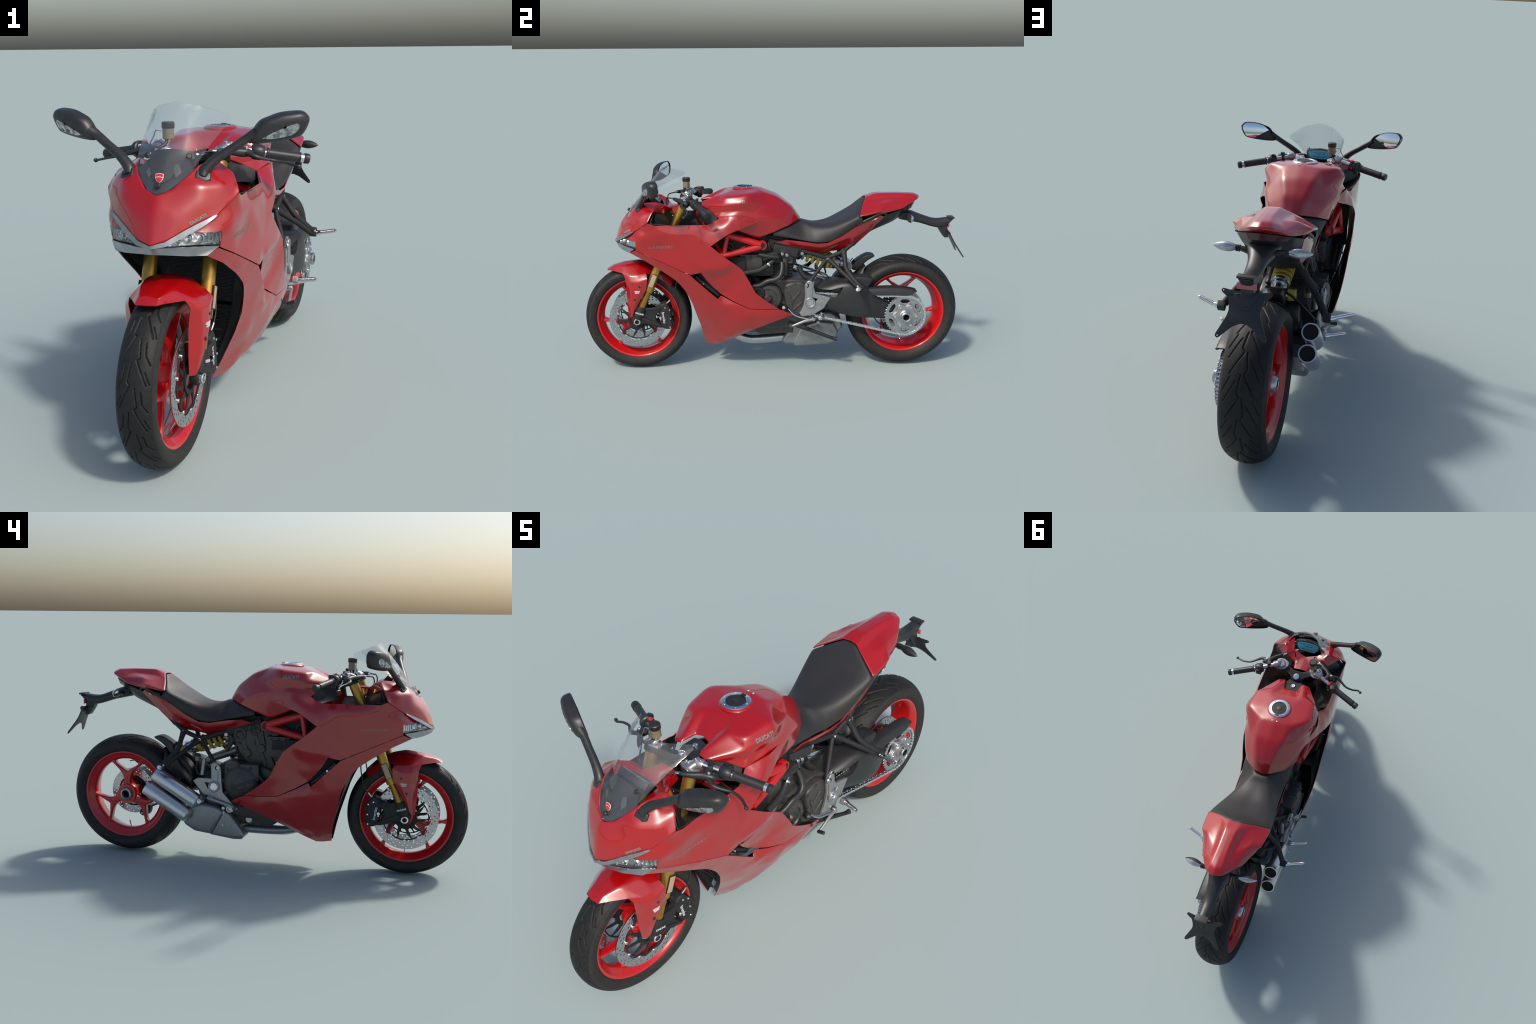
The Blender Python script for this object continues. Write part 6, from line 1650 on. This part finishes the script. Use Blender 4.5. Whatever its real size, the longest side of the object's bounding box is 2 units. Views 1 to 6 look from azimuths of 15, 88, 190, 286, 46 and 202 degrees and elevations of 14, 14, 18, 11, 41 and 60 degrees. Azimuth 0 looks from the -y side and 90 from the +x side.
# hugger over the tyre
hug = []
for ang, w in ((164, 0.072), (154, 0.082), (146, 0.086), (139, 0.076), (133, 0.055), (129, 0.040)):
    t = math.radians(ang)
    row = []
    for f, dr in ((-1.0, -0.045), (-0.9, -0.018), (-0.5, -0.002), (0, 0.004), (0.5, -0.002), (0.9, -0.018), (1.0, -0.045)):
        r = 0.318 + dr * (w / 0.088) * (1.0 if ang > 135 else 0.45) + (0.016 if ang < 125 else 0.0)
        row.append((f * w * (1.0 if f < 0 else 0.62), RW[0] + r * math.cos(t), RW[1] + r * math.sin(t)))
    hug.append(row)
cage("splash_shield", dict(a=(-0.020, 0.425, 0.578), b=(-0.070, 0.432, 0.562), c=(-0.112, 0.395, 0.505), d=(-0.150, 0.338, 0.438), e=(-0.148, 0.305, 0.400), f=(-0.060, 0.325, 0.430), g=(-0.040, 0.360, 0.500)), [("a", "b", "c", "g"), ("g", "c", "d", "f"), ("f", "d", "e")], PLASTIC, swing, level=3, smooth=4, mirror=False, thick=0.004)
plate("hugger_fin", [catmull([(0.410, 0.530), (0.432, 0.562), (0.468, 0.588), (0.503, 0.604), (0.532, 0.600), (0.537, 0.591), (0.505, 0.572), (0.474, 0.545), (0.448, 0.515)], 2, True)], -0.046, 0.018, PLASTIC, swing, bevel=0.006, res=2)
loft("tyre_hugger", hug, PLASTIC, swing, sub=(4, 3), smooth=2, thick=0.004)
for sx in (1, -1):
    # heel plate bracket with pivot
    hp = [(0.190, 0.514), (0.205, 0.500), (0.202, 0.470), (0.212, 0.435), (0.250, 0.425), (0.290, 0.412), (0.268, 0.378), (0.255, 0.355), (0.215, 0.330), (0.180, 0.318), (0.140, 0.312), (0.128, 0.330), (0.148, 0.370), (0.158, 0.420), (0.155, 0.470), (0.165, 0.500)]
    hole = [(0.196, 0.415), (0.225, 0.405), (0.205, 0.385)]
    if sx < 0:
        hp = [(0.190, 0.512), (0.205, 0.498), (0.190, 0.470), (0.195, 0.428), (0.268, 0.428), (0.292, 0.412), (0.270, 0.385), (0.240, 0.350), (0.190, 0.335), (0.150, 0.315), (0.108, 0.272), (0.085, 0.285), (0.085, 0.302), (0.142, 0.365), (0.148, 0.430), (0.150, 0.482), (0.165, 0.504)]
        hole = [(0.205, 0.405), (0.232, 0.408), (0.215, 0.378)]
    hpl = plate("heel_plate", [hp, hole], min(sx * 0.150, sx * 0.164), max(sx * 0.150, sx * 0.164), ALU, None, bevel=0.004, res=3)
    plate("heel_plate_rib", [slot((0.180, 0.490), (0.180, 0.395), 0.018, 0.016)], min(sx * 0.158, sx * 0.170), max(sx * 0.158, sx * 0.170), ALU, hpl, bevel=0.004)
    lathe("pivot_ring", [(0.019, 0.0), (0.027, 0.0), (0.027, 0.012), (0.024, 0.015), (0.019, 0.013)], (sx * 0.163, 0.183, 0.391), (sx, 0, 0), ALU, hpl, 40, closed=True)
    lathe("pivot_nut", [(0, 0.011), (0.008, 0.011), (0.010, 0.008), (0.016, 0.008), (0.0185, 0.011), (0.0195, 0.0)], (sx * 0.163, 0.183, 0.391), (sx, 0, 0), CHROME, hpl, 30)
    lathe("bracket_pin", [(0, 0.006), (0.006, 0.006), (0.008, 0.004), (0.012, 0.004), (0.014, 0.0)], (sx * 0.166, 0.165, 0.482), (sx, 0, 0), STEEL, hpl, 24)
    lathe("bracket_pin", [(0, 0.003), (0.005, 0.003), (0.006, 0.002), (0.009, 0.002), (0.010, 0.0)], (sx * 0.164, 0.190, 0.503), (sx, 0, 0), MATTE, hpl, 24)
    for (y, z) in ((0.235, 0.252), (0.233, 0.226)) if sx > 0 else ((0.150, 0.278), (0.150, 0.256)):
        disc("silencer_link", (sx * 0.118 if sx < 0 else 0.075, y, z), (sx, 0, 0), 0.010, 0.010, STEEL, hpl, 20)
lathe("bracket_bolt", [(0.007, 0.0), (0.018, 0.0), (0.019, 0.004), (0.015, 0.012), (0.010, 0.012), (0.007, 0.006)], (-0.164, 0.104, 0.286), (-1, 0, 0), STEEL, None, 30)
# gear shifter (left)
sh = tube("gear_shifter", [(0.172, 0.200, 0.300), (0.180, 0.150, 0.292), (0.186, 0.085, 0.268)], [0.008, 0.007, 0.006], ALU, None, 12)
tube("shifter_toe_peg", [(0.184, 0.082, 0.270), (0.214, 0.080, 0.283)], 0.008, HOSE, sh, 12, straight=True)
lathe("shifter_pivot", [(0, 0.008), (0.010, 0.008), (0.012, 0.004), (0.012, -0.012)], (0.168, 0.200, 0.300), (1, 0, 0), STEEL, sh, 20)
tube("shifter_rod", [(0.150, 0.070, 0.352), (0.165, 0.110, 0.318), (0.172, 0.195, 0.296)], 0.0045, STEEL, sh, 8)
tube("side_stand", [(0.110, 0.075, 0.265), (0.128, 0.200, 0.222), (0.142, 0.300, 0.186), (0.146, 0.330, 0.180)], [0.011, 0.010, 0.009, 0.012], MATTE, sh, 12)
tube("side_stand_spring", [(0.112, 0.085, 0.275), (0.125, 0.170, 0.245)], 0.006, MATTE, sh, 8)
# rear brake pedal and master cylinder (right)
bp_ = tube("brake_pedal", [(-0.172, 0.215, 0.335), (-0.176, 0.150, 0.318), (-0.180, 0.090, 0.302), (-0.205, 0.060, 0.300)], [0.008, 0.007, 0.006, 0.006], ALU, None, 12)
tube("brake_pedal_pad", [(-0.186, 0.068, 0.306), (-0.214, 0.062, 0.308)], 0.008, HOSE, bp_, 10, straight=True)
tube("master_cylinder", [(-0.140, 0.252, 0.440), (-0.140, 0.243, 0.500), (-0.140, 0.240, 0.520)], [0.010, 0.010, 0.006], ALU, bp_, 14)
lathe("fluid_reservoir", [(0, 0.0), (0.013, 0.0), (0.014, 0.003), (0.014, 0.022), (0, 0.022)], (-0.110, 0.285, 0.502), (0, 0, 1), RESERVOIR, bp_, 24)
lathe("reservoir_lid", [(0, 0.010), (0.014, 0.010), (0.016, 0.007), (0.016, 0.0), (0, 0.0)], (-0.110, 0.285, 0.524), (0, 0, 1), PLASTIC, bp_, 24)
tube("fluid_hose", [(-0.110, 0.285, 0.502), (-0.112, 0.292, 0.470), (-0.125, 0.280, 0.440), (-0.138, 0.258, 0.440)], 0.0045, HOSE, bp_, 8)

# rear brake caliper under the hub
rc = plate("brake_caliper", [catmull([(0.590, 0.215), (0.612, 0.225), (0.640, 0.205), (0.648, 0.185), (0.628, 0.172), (0.600, 0.182)], 3, True)], 0.008, 0.052, MATTE, rear, bevel=0.005, res=2)
bolt((0.006, 0.612, 0.195), (-1, 0, 0), rc, 1.4)
bolt((0.006, 0.632, 0.188), (-1, 0, 0), rc, 1.2)
tube("brake_hose", [(0.03, 0.600, 0.215), (0.05, 0.560, 0.235), (0.06, 0.520, 0.285), (0.05, 0.47, 0.30)], 0.003, HOSE, rc, 8)

# silencer
front_part = [(0.218, 0.1385), (0.100, 0.124), (0.060, 0.126), (0.046, 0.140), (0.048, 0.160), (0.115, 0.256), (0.148, 0.270)]
rear_part = [(0.372, 0.212), (0.345, 0.178), (0.300, 0.152), (0.212, 0.141), (0.140, 0.262), (0.178, 0.284), (0.245, 0.298), (0.310, 0.298), (0.358, 0.262)]
silencer = plate("silencer_box", [rear_part], -0.134, 0.046, BOX, None, bevel=0.020, res=4, angle=30)
plate("silencer_cover", [front_part], -0.130, 0.066, BOX, silencer, bevel=0.018, res=4, angle=30)
plate("silencer_cover", [[(0.345, 0.190), (0.325, 0.132), (0.290, 0.122), (0.110, 0.113), (0.098, 0.140), (0.140, 0.225), (0.230, 0.255), (0.320, 0.245)]], 0.0, 0.072, BOX, silencer, bevel=0.018, res=4, angle=30)
for (tip, end) in (((-0.159, 0.487, 0.436), (-0.150, 0.272, 0.302)), ((-0.158, 0.536, 0.366), (-0.150, 0.322, 0.232))):
    tip, end = np.array(tip), np.array(end)
    a = (tip - end) / np.linalg.norm(tip - end)
    Ln = np.linalg.norm(tip - end)
    can = lathe("silencer_pipe", [(0.010, -0.01), (0.031, 0.0), (0.0375, 0.008), (0.0383, 0.03), (0.0383, Ln - 0.004), (0.0360, Ln), (0.0310, Ln), (0.0295, Ln - 0.004), (0.0290, Ln - 0.05), (0.012, Ln - 0.055), (0.0, Ln - 0.055)], end, a, EXHAUST, silencer, 48)
    lathe("pipe_bore", [(0, Ln - 0.052), (0.0115, Ln - 0.052), (0.0115, Ln - 0.038), (0.016, Ln - 0.036), (0.016, Ln - 0.046), (0.0283, Ln - 0.046), (0.0283, Ln - 0.006)], end, a, VOID, can, 40)
    bolt(end + a * 0.03 + np.array([-0.0365, 0, 0]), (-1, 0, 0), can, 0.9)
for q in ((-0.130, 0.150, 0.195), (-0.128, 0.085, 0.155)):
    bolt(q, (-1, 0, 0), silencer, 1.0)
tube("exhaust_collector", [(0.0, -0.290, 0.300), (0.02, -0.240, 0.215), (0.035, -0.190, 0.172), (0.035, -0.130, 0.150), (0.03, -0.05, 0.148), (0.02, 0.06, 0.155)], 0.0235, STEEL, silencer, 20)
tube("exhaust_collector", [(-0.03, -0.200, 0.180), (-0.045, -0.120, 0.168), (-0.05, -0.03, 0.165), (-0.05, 0.06, 0.165)], 0.020, BOX, silencer, 18)

# ================================================================== LETTERING
def side_M(sx, y, z, slope):
    """text frame on a side of the machine; reads correctly from outside"""
    return frame_matrix((sx * 0.26, y, z), (0, sx * math.cos(slope), sx * math.sin(slope)), (0, -sx * math.sin(slope) * sx, math.cos(slope)))
lettering("fairing_lettering", "SUPERSPORT", 0.018, side_M(1, -0.575, 0.700, 0.045), DECAL, fairing, target=fairing, shear=0.3, spacing=1.25)
lettering("fairing_lettering", "SUPERSPORT", 0.018, side_M(-1, -0.575, 0.700, -0.045), DECAL, fairing_r, target=fairing_r, direction=(-1, 0, 0), shear=0.3, spacing=1.25)
lettering("tank_lettering", "DUCATI", 0.0195, side_M(1, -0.186, 0.922, 0.03), DECAL, tank, target=tank, shear=0.15, bold=0.0009)
lettering("tank_lettering", "DUCATI", 0.0195, side_M(-1, -0.186, 0.922, -0.03), DECAL, tank, target=tank, direction=(-1, 0, 0), shear=0.15, bold=0.0009)
lettering("nose_lettering", "DUCATI", 0.0118, frame_matrix((0.118, -0.9, 0.768), (0.86, 0, 0.50), (-0.5, 0, 0.86)), DECAL, nose_fairing, target=nose_fairing, direction=(0, -1, 0), bold=0.0006)
for sx in (1, -1):
    # small illegible block mark on each mudguard blade
    for r_, n_ in ((0, 5), (1, 4)):
        for k in range(n_):
            y, z = -0.722 + sx * 0.0 + 0.0055 * k + 0.002 * r_, 0.449 - 0.008 * r_
            plate("mudguard_mark", [[(y, z), (y + 0.0042, z), (y + 0.0050, z + 0.006), (y + 0.0008, z + 0.006)]], min(sx * 0.120, sx * 0.1298), max(sx * 0.120, sx * 0.1298), WHITEDECAL, fender, bevel=0)
    box("interior_dark_block", (sx * 0.138, -0.345, 0.660), (0.10, 0.02, 0.22), VOID, frame, bevel=0.004)  # near-black block inside the fairing, closes the see-through
